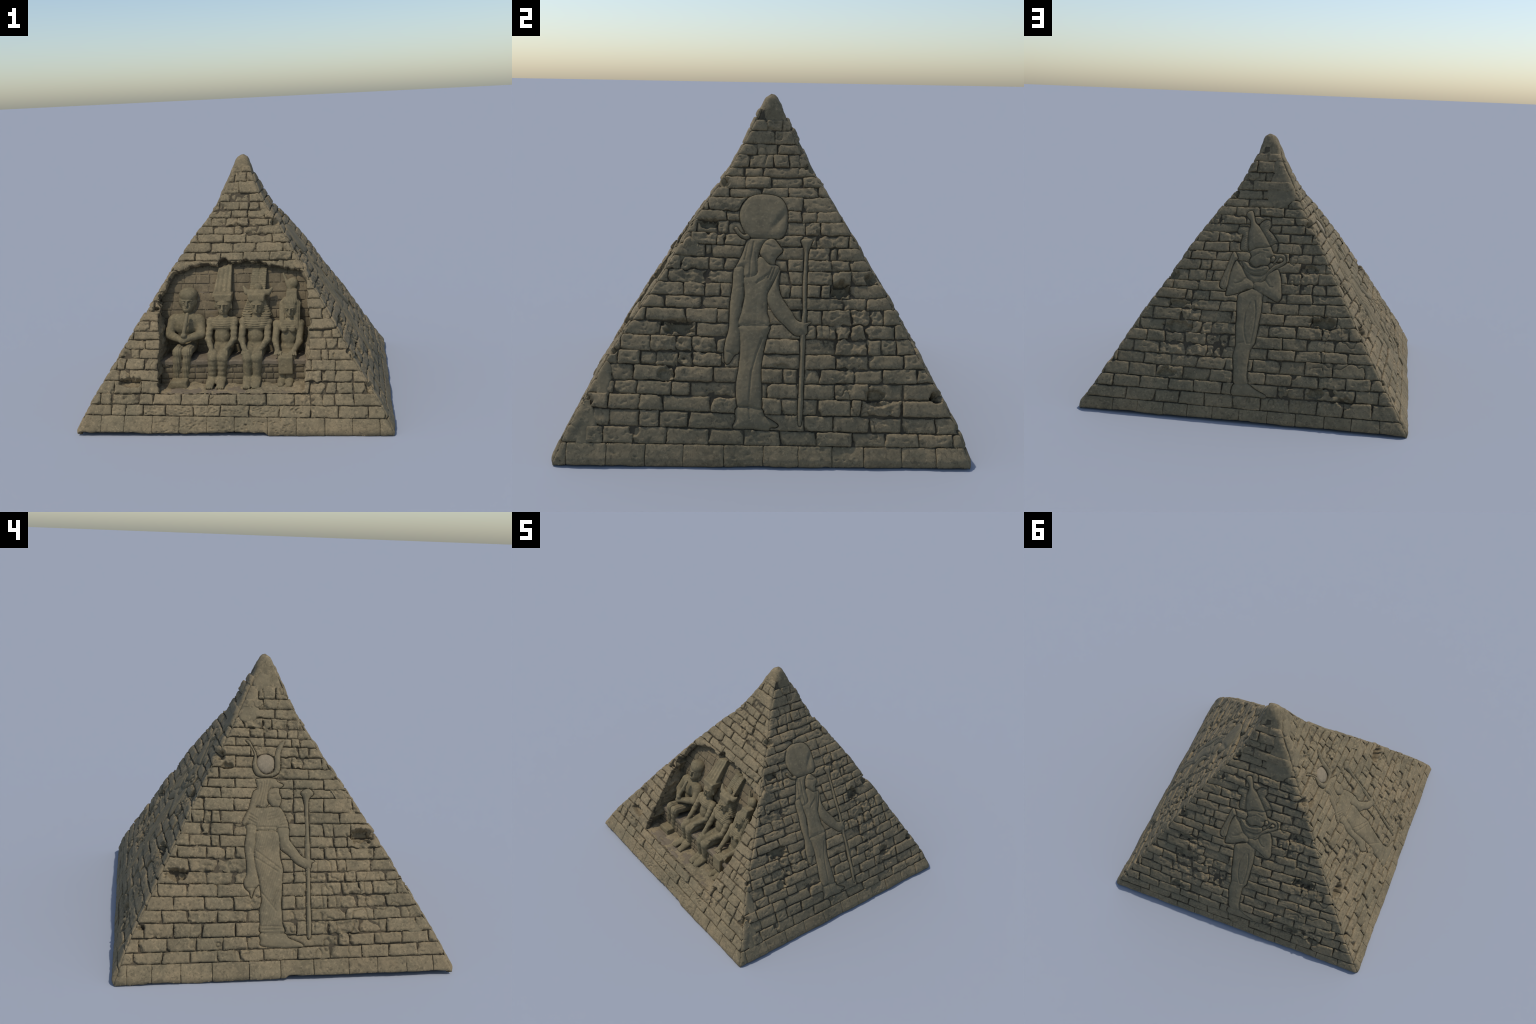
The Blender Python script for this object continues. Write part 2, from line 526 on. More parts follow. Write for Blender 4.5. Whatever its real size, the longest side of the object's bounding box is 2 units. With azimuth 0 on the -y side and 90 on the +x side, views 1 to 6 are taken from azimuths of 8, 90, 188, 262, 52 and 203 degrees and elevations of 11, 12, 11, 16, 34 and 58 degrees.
RELIEF['back'] = {
    'crown': [(.094,1.156),(.081,1.168),(.06,1.169),(.047,1.146),(.033,1.108),(.009,1.085),(-.016,1.059),(-.047,1.022),(-.073,.984),(-.075,.969),(-.034,.964),(.012,.956),(.043,.939),(.057,.961),(.067,1.031),(.061,1.078),(.066,1.114),(.092,1.14)],
    'feather': [(.005,1.089),(-.017,1.118),(-.046,1.126),(-.065,1.113),(-.068,1.086),(-.058,1.065),(-.082,1.047),(-.124,.999),(-.102,.99),(-.079,.977),(-.052,1.014),(-.016,1.059)],
    'feather2': [(.135,1.07),(.119,1.079),(.067,1.074),(.065,1.031),(.055,.946),(.068,.937),(.101,.941),(.109,.966),(.106,1.005),(.103,1.029),(.125,1.032),(.139,1.05)],
    'head': [(.043,.935),(.003,.957),(-.034,.963),(-.079,.971),(-.093,.947),(-.109,.921),(-.09,.91),(-.093,.889),(-.085,.87),(-.074,.862),(-.036,.863),(-.004,.85),(.038,.878),(.03,.909)],
    'collar': [(.084,.875),(.05,.873),(.022,.852),(-.013,.847),(-.053,.861),(-.088,.851),(-.083,.825),(-.044,.806),(.006,.807),(.041,.817),(.066,.842)],
    'arm': [(.125,.877),(.105,.87),(.069,.831),(.037,.788),(0,.772),(-.01,.735),(.035,.725),(.077,.704),(.144,.682),(.157,.692),(.153,.755),(.149,.807)],
    'flail': [(.151,.921),(.13,.92),(.112,.889),(.131,.876),(.15,.811),(.16,.721),(.204,.733),(.189,.794),(.171,.859)],
    'arm2': [(-.143,.843),(-.163,.811),(-.179,.756),(-.186,.691),(-.168,.668),(-.138,.677),(-.103,.693),(-.014,.732),(-.005,.761),(-.066,.775),(-.089,.814)],
    'crook': [(-.112,.921),(-.148,.929),(-.178,.925),(-.191,.906),(-.189,.88),(-.158,.859),(-.123,.842),(-.086,.806),(-.07,.776),(-.034,.763),(-.062,.798),(-.09,.836),(-.124,.865),(-.167,.886),(-.168,.905),(-.147,.908),(-.126,.88),(-.11,.875),(-.127,.903)],
    'torso': [(.071,.842),(.006,.808),(-.044,.808),(-.083,.825),(-.086,.806),(-.07,.776),(-.005,.761),(.037,.788)],
    'leg': [(.077,.693),(.033,.716),(-.01,.73),(-.068,.71),(-.072,.674),(-.077,.61),(-.071,.534),(-.064,.463),(-.06,.432),(-.038,.397),(-.036,.334),(-.039,.264),(-.045,.222),(.032,.216),(.047,.291),(.06,.368),(.054,.41),(.062,.48),(.073,.593),(.081,.658)],
    'foot': [(.032,.216),(-.045,.222),(-.096,.195),(-.162,.166),(-.155,.15),(-.126,.15),(-.059,.152),(.029,.153),(.048,.167),(.045,.194)],
}
RELIEF['left'] = {
    'horn': [(.169,1.18),(.15,1.176),(.131,1.147),(.112,1.111),(.109,1.085),(.11,1.049),(.087,1.013),(.059,1),(.025,1.006),(.004,1.028),(-0,1.093),(-.011,1.129),(-.034,1.161),(-.06,1.174),(-.059,1.158),(-.035,1.114),(-.03,1.067),(-.025,1.024),(-.003,.999),(.034,.991),(.1,.993),(.126,1.016),(.133,1.056),(.121,1.096),(.131,1.132),(.155,1.162)],
    'sun_disc': [(.055,1.107),(.029,1.103),(.011,1.089),(.003,1.067),(.007,1.038),(.02,1.02),(.042,1.009),(.063,1.006),(.085,1.017),(.103,1.033),(.111,1.056),(.108,1.078),(.094,1.096),(.076,1.104)],
    'headdress': [(.109,.98),(.012,.981),(-.01,.963),(-.042,.948),(-.021,.932),(.033,.93),(.047,.905),(.055,.87),(.05,.849),(.083,.832),(.124,.839),(.184,.755),(.206,.762),(.164,.832),(.137,.912),(.111,.927),(.118,.966)],
    'head': [(.042,.923),(-.012,.93),(-.015,.905),(-.026,.877),(-.016,.849),(-.007,.837),(.025,.84),(.049,.863),(.054,.884)],
    'torso': [(.124,.835),(.083,.833),(.026,.839),(-.015,.835),(-.038,.807),(-.052,.772),(-.06,.731),(.007,.731),(.012,.718),(.125,.721),(.128,.742),(.18,.755),(.17,.793),(.153,.818)],
    'arm': [(.182,.749),(.128,.742),(.135,.681),(.137,.662),(.148,.607),(.14,.546),(.124,.475),(.126,.461),(.149,.443),(.165,.41),(.17,.396),(.181,.428),(.204,.447),(.209,.479),(.193,.509),(.191,.571),(.197,.633),(.19,.684),(.184,.715)],
    'arm2': [(.005,.731),(-.06,.731),(-.059,.697),(-.06,.677),(-.064,.669),(-.105,.621),(-.133,.592),(-.201,.574),(-.18,.562),(-.172,.536),(-.143,.54),(-.092,.563),(-.051,.603),(-.008,.633),(-.002,.677)],
    'leg': [(.129,.72),(.01,.718),(-.005,.677),(0,.596),(-.014,.538),(-.007,.478),(.001,.369),(.002,.279),(-.003,.232),(.123,.234),(.125,.281),(.127,.342),(.115,.378),(.12,.461),(.129,.509),(.142,.553),(.145,.626),(.134,.677)],
    'foot': [(.123,.232),(-.003,.23),(-.03,.206),(-.072,.19),(-.106,.175),(-.101,.16),(.015,.161),(.121,.172),(.126,.198)],
    'staff': [(-.143,.905),(-.165,.923),(-.194,.927),(-.216,.909),(-.213,.895),(-.186,.87),(-.179,.765),(-.176,.676),(-.177,.642),(-.175,.588),(-.169,.529),(-.164,.403),(-.161,.295),(-.155,.21),(-.137,.211),(-.139,.331),(-.148,.514),(-.146,.588),(-.15,.661),(-.158,.765),(-.16,.87)],
}
DAMAGE = {
  'right': [(-.394,.568,.085,.043,.030),(-.275,1.018,.057,.029,.025),(.380,.735,.050,.050,.038),(.532,.777,.032,.032,.030),(.819,.284,.034,.029,.040),(.250,1.274,.024,.026,.030),(-.193,1.208,.019,.035,.025),(-.701,.461,.022,.018,.022),(-.794,.262,.029,.028,.020),(.525,.294,.054,.042,.022),(-.443,.368,.042,.035,.016),(.092,.415,.036,.014,.012)],
  'back': [(-.461,.568,.075,.039,.035),(.418,.495,.092,.037,.020),(.442,.620,.066,.027,.020),(.452,.243,.064,.033,.022),(-.452,.199,.055,.036,.025),(-.627,.161,.048,.033,.020),(-.337,.854,.065,.027,.018),(-.308,1.106,.024,.026,.030),(.184,1.273,.014,.037,.030),(.499,.774,.034,.034,.020)],
  'left': [(-.484,.693,.076,.045,.045),(.590,.510,.064,.037,.035),(.324,1.102,.034,.031,.035),(.285,1.048,.034,.021,.020),(.786,.261,.025,.014,.025)],
  'front': [(.238,1.207,.040,.028,.040),(-.661,.298,.078,.035,.035),(.841,.265,.024,.037,.030),(-.528,.713,.024,.011,.030),(.725,.468,.015,.018,.025)],
}
ROUGH = {
  'right': [(-.339,.790,.112,.064),(-.394,.446,.132,.084),(.436,.564,.123,.147),(.420,.417,.072,.048),(.559,.231,.083,.074),(.296,.936,.089,.066)],
  'back': [(.356,.591,.079,.092),(.374,.396,.232,.077),(-.307,.782,.077,.080),(-.479,.519,.125,.064),(.170,.422,.102,.103),(-.527,.182,.146,.065)],
  'left': [(.321,.534,.142,.101),(-.458,.404,.121,.063),(.418,.753,.039,.078),(-.131,1.079,.083,.082),(-.352,.242,.119,.064),(.023,1.258,.169,.042),(-.492,.637,.082,.051)],
  'front': [(-.654,.217,.115,.038),(.065,1.180,.081,.083),(-.182,1.030,.054,.034),(.467,.183,.072,.037),(.418,.440,.074,.049),(-.130,1.302,.069,.044),(-.717,.455,.053,.050)],
}
STROKES = {
  'right': [[(.002,.527),(-.024,.464),(-.046,.389),(-.058,.251)],
    [(-.11,.249),(-.062,.25)],
    [(-.056,.244),(-.05,.2)],
    [(-.092,.753),(-.089,.704),(-.1,.662)],
    [(-.03,.758),(.01,.78)],
    [(-.022,.769),(.03,.799)],
    [(.026,.781),(.046,.824)],
    [(.038,.774),(.058,.824)],
    [(.008,.926),(.04,.919)],
    [(.049,.875),(.073,.879)],
    [(-.037,.888),(-.029,.805)],
    [(-.161,.468),(-.121,.456)],
    [(-.074,.931),(-.089,.858)],
    [(-.046,.939),(-.06,.858),(-.063,.793)]],
  'back': [[(-.002,.651),(.02,.597),(.017,.521),(.005,.473),(-.013,.433),(-.034,.434),(-.044,.514),(-.044,.601),(-.031,.661)],
    [(.046,.433),(.009,.439)],
    [(.053,.839),(.018,.826),(-.041,.83),(-.076,.843)],
    [(-.041,.944),(-.071,.941)],
    [(.022,.909),(-.018,.927)],
    [(-.072,.903),(-.09,.908)],
    [(.108,.75),(.07,.762),(.049,.785)],
    [(.001,.773),(-.011,.75),(-.008,.733)],
    [(-.07,.776),(-.076,.802),(-.092,.82)],
    [(-.078,.776),(-.108,.745),(-.127,.742)],
    [(.175,.783),(.183,.735)],
    [(.166,.78),(.171,.726)],
    [(-.039,.959),(-.08,.967)],
    [(.075,.868),(.04,.833),(-.009,.819),(-.058,.829)],
    [(.035,.855),(-.006,.839),(-.05,.851)],
    [(.144,.902),(.156,.848),(.171,.787)]],
  'left': [[(.052,.804),(.019,.811),(-.007,.831)],
    [(.057,.786),(.016,.793),(-.019,.824)],
    [(.058,.769),(.004,.783),(-.034,.814)],
    [(.166,.79),(.127,.769)],
    [(.171,.776),(.127,.755)],
    [(.16,.804),(.118,.78)],
    [(-.003,.766),(-.046,.797)],
    [(-.006,.755),(-.053,.776)],
    [(-.01,.745),(-.059,.752)],
    [(.125,.721),(.012,.718)],
    [(.136,.626),(-.003,.534)],
    [(.142,.593),(.015,.523)],
    [(.057,.377),(-.004,.463)],
    [(.049,.363),(-.002,.434)],
    [(.061,.384),(.005,.471)],
    [(.115,.428),(.033,.337)],
    [(.122,.266),(.002,.263)],
    [(.118,.248),(.003,.25)],
    [(.031,.899),(.004,.903)],
    [(.001,.869),(-.019,.869)],
    [(.042,.916),(-.008,.923)],
    [(.069,.963),(.079,.92),(.105,.849)],
    [(.056,.97),(.066,.923),(.089,.846)],
    [(.039,.972),(.054,.923),(.07,.842)],
    [(.088,.955),(.1,.905),(.127,.853)],
    [(.209,.443),(.148,.446)],
    [(.112,.738),(.011,.738)]],
}


# ------------------------------------------------------------------ set-up of materials and the thing
PALE, DARK, GREEN = (0.246, 0.186, 0.104), (0.092, 0.075, 0.045), (0.178, 0.147, 0.086)
MAT_BRICK = stone('weathered_stone', PALE, DARK, GREEN, spots=0.62, vary=0.07)
MAT_RELIEF = stone('carved_stone', (0.212, 0.165, 0.094), (0.114, 0.094, 0.056), (0.172, 0.143, 0.085), spots=0.2, bump=0.15, vary=0.0)
MAT_STATUE = stone('statue_stone', (0.215, 0.168, 0.092), (0.095, 0.079, 0.045), (0.155, 0.129, 0.073), spots=0.3, bump=0.25, vary=0.0)
MAT_MORTAR = stone('dusty_shaded_mortar', (0.098, 0.075, 0.045), (0.056, 0.046, 0.029), (0.078, 0.063, 0.039), spots=0.3, bump=0.3, vary=0.0)  # joint grime, darkened further by groove shade put into the colour
MAT_DUST = stone('brown_dust', (0.182, 0.141, 0.092), (0.110, 0.087, 0.058), (0.148, 0.119, 0.077), spots=0.2, bump=0.2, vary=0.0)
MAT_NICHE = stone('niche_stone', (0.180, 0.136, 0.077), (0.080, 0.064, 0.039), (0.135, 0.108, 0.063), spots=0.4, vary=0.05)
MAT_DISC = stone('pale_disc', (0.262, 0.208, 0.134), (0.17, 0.140, 0.095), (0.225, 0.185, 0.122), spots=0.15, bump=0.1, vary=0.0)

THING = empty('pyramid_sculpture')
THING['label'] = "weathered brick pyramid with carved figures and a statue niche"
THING['category'] = "pyramid sculpture"

NICHE = np.array([(-.473, .237), (-.483, .315), (-.495, .43), (-.488, .499), (-.501, .579), (-.514, .661), (-.496, .716), (-.518, .747),
                  (-.512, .788), (-.474, .827), (-.457, .882), (-.437, .915), (-.377, .928), (-.321, .955), (-.212, .97), (-.137, .96),
                  (-.13, .988), (-.091, 1.002), (-.045, .973), (.019, .98), (.057, .994), (.09, .973), (.146, .984), (.211, .954),
                  (.305, .941), (.399, .923), (.44, .911), (.455, .871), (.462, .799), (.456, .744), (.475, .659), (.487, .616),
                  (.469, .57), (.475, .518), (.476, .461), (.458, .42), (.452, .363), (.441, .306), (.446, .255), (.429, .239)])
niche_field = Field([NICHE], margin=0.06, far=0.06)
FLOOR_Z, BENCH_Z, BENCH_Y = 0.230, 0.394, -0.672
side = {k: Side(k) for k in SIDES}


def no_niche(s, z):
    return np.full(np.shape(s), 0.06)


relief_outline = {f: {k: rounded(p) for k, p in d.items()} for f, d in RELIEF.items()}
relief_field = {f: Field(list(d.values())) for f, d in relief_outline.items()}
relief_field['front'] = no_niche

# ------------------------------------------------------------------ damage: holes and crumbled areas, as soft ellipsoids in space
def spots_in_space(table):
    out = []
    for f, rows in table.items():
        S = side[f]
        for row in rows:
            s, z = np.array(row[0]), np.array(row[1])
            n = S.plain_normal(s, z)
            t = np.array([1.0, 0, 0]) if S.axis == 0 else np.array([0, 1.0, 0])
            t = t - n * (t @ n)
            t /= np.linalg.norm(t)
            out.append((S.point(s, z), t, np.cross(n, t), n, row[2], row[3], row[4] if len(row) > 4 else 1.0))
    return out


worn = np.random.default_rng(77)
for f in ROUGH:          # further worn areas scattered over each side
    for _ in range(12):
        z = worn.uniform(0.14, 1.3)
        l, r = side[f].ends(np.array(z))
        ROUGH[f].append((l + (r - l) * worn.uniform(0.05, 0.95), z, worn.uniform(.03, .08), worn.uniform(.02, .05)))
HOLES, CRUMBLED = spots_in_space(DAMAGE), spots_in_space(ROUGH)


def around(P, spots, edge0, edge1, combine):
    out = np.zeros(P.shape[:-1])
    wob = None
    for c, t, u, n, ra, rb, amount in spots:
        v = P - c
        near = (v * v).sum(-1) < (2.2 * max(ra, rb) + 0.02) ** 2
        if not near.any():
            continue
        w = v[near]
        q = np.sqrt((w @ t / ra) ** 2 + (w @ u / rb) ** 2 + (w @ n / max(ra, rb)) ** 2)
        q = q + 0.28 * fbm(P[near], 45, 2, 5)
        out[near] = combine(out[near], amount * smooth(edge1, edge0, q))
    return out


def hole_depth(P):
    return 1.35 * around(P, HOLES, 0.62, 1.08, np.maximum)


def crumble(P):
    return around(P, CRUMBLED, 0.4, 1.3, np.maximum)


def crack_depth(f, s, z, P):
    """Ragged cracks that wander across several bricks."""
    q = np.stack([s, z * TZ * 0.6, np.full_like(s, 5.0 * len(f))], -1)
    n = fbm(q, 5.5, 4, 21)
    return 0.010 * np.exp(-(n / 0.030) ** 2) * smooth(0.05, 0.35, noise(P, 3.2, 31)) * smooth(0.09, 0.15, z)


def bottom_edge(f, s):
    """Uneven lower rim: the base does not lie flat on the ground everywhere."""
    P = np.stack([s, np.full_like(s, len(f)), np.zeros_like(s)], -1)
    wave = 0.004 * noise(P, 6) + 0.002 * noise(P, 30)
    lift = {'front': 0.026 - 0.020 * smooth(0.19, 0.23, s), 'right': 0.010 + 0 * s,
            'back': 0.016 + 0 * s, 'left': 0.014 + 0.014 * smooth(0.0, -0.03, s)}[f]
    return np.maximum(lift + wave, 0.001)


def tuck(z):
    """Rounding of the lower rim."""
    return -0.030 * np.clip((0.040 - z) / 0.04, 0, 1) ** 2


def ridge_round(f, s, z):
    d, _ = side[f].ridge_distance(s, z)
    _, near_left = side[f].ridge_distance(s, z)
    soft = (near_left & (f == 'left')) | (~near_left & (f == 'back'))          # the worn corner edge
    r = 0.016 + 0.012 * smooth(1.2, 1.5, z) + 0.022 * smooth(0.16, 0.04, z) + np.where(soft, 0.030 * smooth(0.95, 1.25, z), 0)
    return 0.0055 - 0.55 * r * np.clip(1 - d / r, 0, 1) ** 2 - 0.0055 * smooth(0, 0.06, d), smooth(0.0, 0.035, d)


# ------------------------------------------------------------------ bricks
def brick_piece(f, s0, s1, lo, hi, course, rng, end_left, end_right):
    S = side[f]
    base_course = course == 0
    gap = 0.0010 if base_course else rng.choice([0.0012, 0.0020, 0.0028, 0.0042], p=[.25, .35, .28, .12])
    drop = 0.003 if base_course else rng.uniform(0.005, 0.0105)
    lift = 0.002 + rng.normal(0, 0.0012 if base_course else 0.0034)
    tilt = rng.normal(0, 0.010, 2)
    lean = rng.normal(0, 0.10, 2) * (0 if base_course else 1)
    corner = rng.uniform(0.002, 0.008)
    chip = [(rng.integers(0, 2), rng.integers(0, 2), rng.uniform(0.012, 0.030)) for _ in range(rng.integers(0, 3)) if not base_course]
    seed = int(rng.integers(0, 500))
    zm = (lo[0] + hi[0]) / 2
    sm = (s0 + s1) / 2
    niche = niche_field if f == 'front' else no_niche

    def edges(s, z):
        zl = bottom_edge(f, s) if base_course else lo[0] + lo[1] * s
        zh = hi[0] + hi[1] * s
        a = -1.0 if end_left else s0 + lean[0] * (z - zm)
        b = 1.0 if end_right else s1 + lean[1] * (z - zm)
        if base_course:
            zl = zl - gap / TZ
        dx = np.maximum(a - s, s - b) + corner
        dy = np.maximum(zl - z, z - zh) * TZ + corner
        d = np.hypot(np.maximum(dx, 0), np.maximum(dy, 0)) + np.minimum(np.maximum(dx, dy), 0) - corner + gap
        q = np.stack([s, z * TZ, np.full_like(s, 3.0 * len(f) + seed)], -1)
        wob = 0.0030 * fbm(q, 24, 3, 1) + 0.0014 * noise(q, 90, 2)
        c = crumble(S.point(s, z))
        d = d + wob * (0.5 if base_course else 1) + c * (0.002 + 0.010 * noise(q, 38, 4))
        d = np.maximum(d, 0.0030 + 0.0022 * noise(q, 9, 14) - relief_field[f](s, z))
        return np.maximum(d, 0.001 - niche(s, z) + 0.006 * fbm(q, 40, 2, 9))

    def sdf(s, z):
        d, _ = S.ridge_distance(s, z)
        return np.maximum(edges(s, z), -d)

    front_pits = f == 'front' and course in (0, 1) and -0.55 < sm < 0.45
    many = 14 if front_pits else (5 if rng.random() < 0.35 else 0)
    pits = [(rng.uniform(s0 + 0.02, max(s1 - 0.02, s0 + 0.03)), rng.uniform(lo[0] + 0.015, max(hi[0] - 0.012, lo[0] + 0.02)),
             rng.uniform(0.0036, 0.0062), rng.uniform(-0.8, 0.8)) for _ in range(many)]

    def height(s, z, P):
        e = edges(s, z)
        rr, fade = ridge_round(f, s, z)
        h = (lift + tilt[0] * (s - sm) + tilt[1] * (z - zm)) * fade
        h = h + 0.0026 * fbm(P, 10, 2, 3) + 0.0013 * fbm(P, 38, 2, 4)
        h = h - drop * (0.45 + 0.55 * fade) * np.exp(np.minimum(e, 0) / 0.0048) - crack_depth(f, s, z, P)
        c = crumble(P)
        h = h + c * (0.0105 * fbm(P, 30, 3, 6) - 0.004)
        for cs, cz, r in chip:      # knocked-off corners
            g = np.hypot(s - (s1 if cs else s0), (z - (hi[0] if cz else lo[0])) * TZ) + 0.010 * fbm(P, 40, 2, 17)
            h = h - 0.010 * smooth(r, 0.7 * r, g)
        for a, b, r, k in pits:
            u, v = s - a + k * (z - b), (z - b) * TZ
            h = h - (0.008 if front_pits else 0.004) * np.exp(-((u / 1.6) ** 2 + v ** 2) / r ** 2)
        return h + rr + tuck(z) - hole_depth(P)

    sl, sr = S.ends(np.array([lo[0], hi[0]]))
    smin, smax = min(sl.min(), sr.min()), max(sl.max(), sr.max())
    box = (max(smin, s0) - 0.012, min(smax, s1) + 0.012, min(lo[0] + lo[1] * s0, lo[0] + lo[1] * s1) - 0.012,
           max(hi[0] + hi[1] * s0, hi[0] + hi[1] * s1) + 0.012)
    return patch(S, sdf, box, 0.0034 if front_pits else 0.0041, height, 0.030)


TOP_COURSE = {'front': 27, 'right': 26, 'back': 26, 'left': 25}
pieces = []
for f in SIDES:
    rng = np.random.default_rng(100 + len(f) + ord(f[0]))
    levels = [(0.0, 0.0)] + [(z, t) for z, t, _ in COURSES[f]]
    for k, (z, t, joints) in enumerate(COURSES[f][:TOP_COURSE[f]]):
        l, r = side[f].ends(np.array(levels[k][0]))
        lo_s, hi_s = min(l, r), max(l, r)
        js = [j for j in joints if lo_s + 0.03 < j < hi_s - 0.03]
        cuts = [lo_s] + js + [hi_s]
        for a, b, i in zip(cuts[:-1], cuts[1:], range(len(cuts))):
            sides_end = (i == 0, i == len(cuts) - 2)
            m = brick_piece(f, a, b, levels[k], levels[k + 1], k, rng, *sides_end)
            if m is not None and len(m[0]) > 12:
                area = np.prod(np.sort(np.ptp(m[0], 0))[1:])
                pieces.append((area, m))
pieces.sort(key=lambda p: -p[0])
for area, m in pieces[:290]:
    make_object('brick', *m, MAT_BRICK, THING)
rest = make_object('small_bricks', *joined([m for _, m in pieces[290:]]), MAT_BRICK, THING)
rest['kind'] = 'stuff'

# ------------------------------------------------------------------ core of mortar behind the bricks
core = []
for f in SIDES:
    S = side[f]
    niche = niche_field if f == 'front' else no_niche

    def core_sdf(s, z):
        d, _ = S.ridge_distance(s, z)
        q = np.stack([s, z, np.zeros_like(s)], -1)
        return np.maximum(np.maximum(-d, np.maximum(bottom_edge(f, s) + 0.006 - z, z - 1.57)), 0.002 - niche(s, z))

    def core_height(s, z, P):
        rr, _ = ridge_round(f, s, z)
        shallow = smooth(0.12, 0.09, z) * 0.004
        return -0.0135 + shallow + 0.0022 * fbm(P, 30, 2, 8) + rr + tuck(z) - 0.93 * hole_depth(P) - 0.002 * crumble(P)

    core.append(patch(S, core_sdf, (-1.02, 1.02, 0.0, 1.58), 0.009, core_height, 0.03))
n0 = 0.014
foot = np.array([[*(ridge(k, np.array(0.03)) * 0.975), n0] for k in ('mm', 'mp', 'pp', 'pm')])
core.append((foot, np.array([[0, 1, 2, 3]]), np.zeros((0, 3), int), np.array([True])))
make_object('mortar_core', *joined(core), MAT_MORTAR, THING)

# ------------------------------------------------------------------ rounded capstone
def ring(z, scale, n=64, power=2.6):
    c = np.array([0.018, 0.034])
    K = np.array([ridge(k, np.array(min(z, 1.64))) for k in ('mm', 'pm', 'pp', 'mp')])
    base = K.mean(0)
    half = (np.abs(K - base).mean(0))
    a = np.linspace(0, 2 * np.pi, n, endpoint=False)
    co, si = np.cos(a), np.sin(a)
    r = (np.abs(co) ** power + np.abs(si) ** power) ** (-1 / power)
    xy = np.stack([co * r * half[0], si * r * half[1]], -1) * scale
    return np.concatenate([xy + base, np.full((n, 1), z)], 1)


zs = [1.46, 1.48, 1.50, 1.52, 1.54, 1.555, 1.57, 1.585, 1.60, 1.612, 1.623, 1.633, 1.641, 1.647, 1.651]
sc = [0.88, .885, .89, .90, .91, .92, .925, .925, .92, .89, .83, .73, .58, .40, .19]
pw = [9, 9, 8, 7, 6, 5, 4, 3.5, 3, 2.7, 2.4, 2.2, 2.1, 2, 2]
V = np.concatenate([ring(z, k, power=p) for z, k, p in zip(zs, sc, pw)])
tip = ridge('mm', np.array(1.64)) * 0 + np.array([0.017, 0.032])
V = np.concatenate([V, [[tip[0], tip[1], 1.653]]])
out = V - np.array([0.018, 0.034, 1.52])
out /= np.linalg.norm(out, axis=1, keepdims=True)
V = V + out * (0.006 * fbm(V, 22, 3, 2) - 0.001)[:, None]
Q = [[i * 64 + j, i * 64 + (j + 1) % 64, (i + 1) * 64 + (j + 1) % 64, (i + 1) * 64 + j] for i in range(len(zs) - 1) for j in range(64)]
T = [[(len(zs) - 1) * 64 + j, (len(zs) - 1) * 64 + (j + 1) % 64, len(V) - 1] for j in range(64)]
make_object('capstone', V, np.array(Q), np.array(T), None, MAT_BRICK, THING)

# ------------------------------------------------------------------ smears of plaster over the joints
SMEARS = {'back': [(-.115, 1.31, .095, .115, .002), (-.07, 1.44, .05, .05, .001)],
          'left': [(.145, 1.37, .055, .11, .0005), (.06, 1.50, .05, .05, .001), (-.76, .235, .05, .03, .003)],
          'right': [(-.80, .17, .05, .10, .003), (-.735, .36, .035, .08, .003)],
          'front': [(.155, 1.265, .07, .02, .002)]}
for f, rows in SMEARS.items():
    for s0, z0, rs, rz, thick in rows:
        S = side[f]

        def smear_sdf(s, z):
            q = np.stack([s, z * TZ, np.full_like(s, 2.0)], -1)
            d = (np.hypot((s - s0) / rs, (z - z0) / rz) - 1) * min(rs, rz)
            d = d + 0.012 * fbm(q, 22, 3, 3)
            r, _ = S.ridge_distance(s, z)
            return np.maximum(d, -r)

        def smear_height(s, z, P):
            rr, _ = ridge_round(f, s, z)
            return thick + 0.0026 * fbm(P, 10, 2, 3) + 0.001 * fbm(P, 60, 2, 7) - 0.006 * np.exp(np.minimum(smear_sdf(s, z), 0) / 0.008) + rr * 1.2

        m = patch(S, smear_sdf, (s0 - 1.5 * rs, s0 + 1.5 * rs, z0 - 1.5 * rz, z0 + 1.5 * rz), 0.006, smear_height, 0.02)
        if m:
            make_object('plaster_smear', *m, MAT_RELIEF, THING)

# ------------------------------------------------------------------ carved relief figures
def stroke_depth(strokes, s, z, width):
    out = np.zeros_like(s)
    for line in strokes:
        L = np.array(line) * [1, TZ]
        best = np.full(s.shape, 9.0)
        for a, b in zip(L[:-1], L[1:]):
            e = b - a
            t = np.clip(((s - a[0]) * e[0] + (z * TZ - a[1]) * e[1]) / max(e @ e, 1e-9), 0, 1)
            best = np.minimum(best, np.hypot(s - a[0] - t * e[0], z * TZ - a[1] - t * e[1]))
        out = np.maximum(out, np.exp(-(best / width) ** 2))
    return out


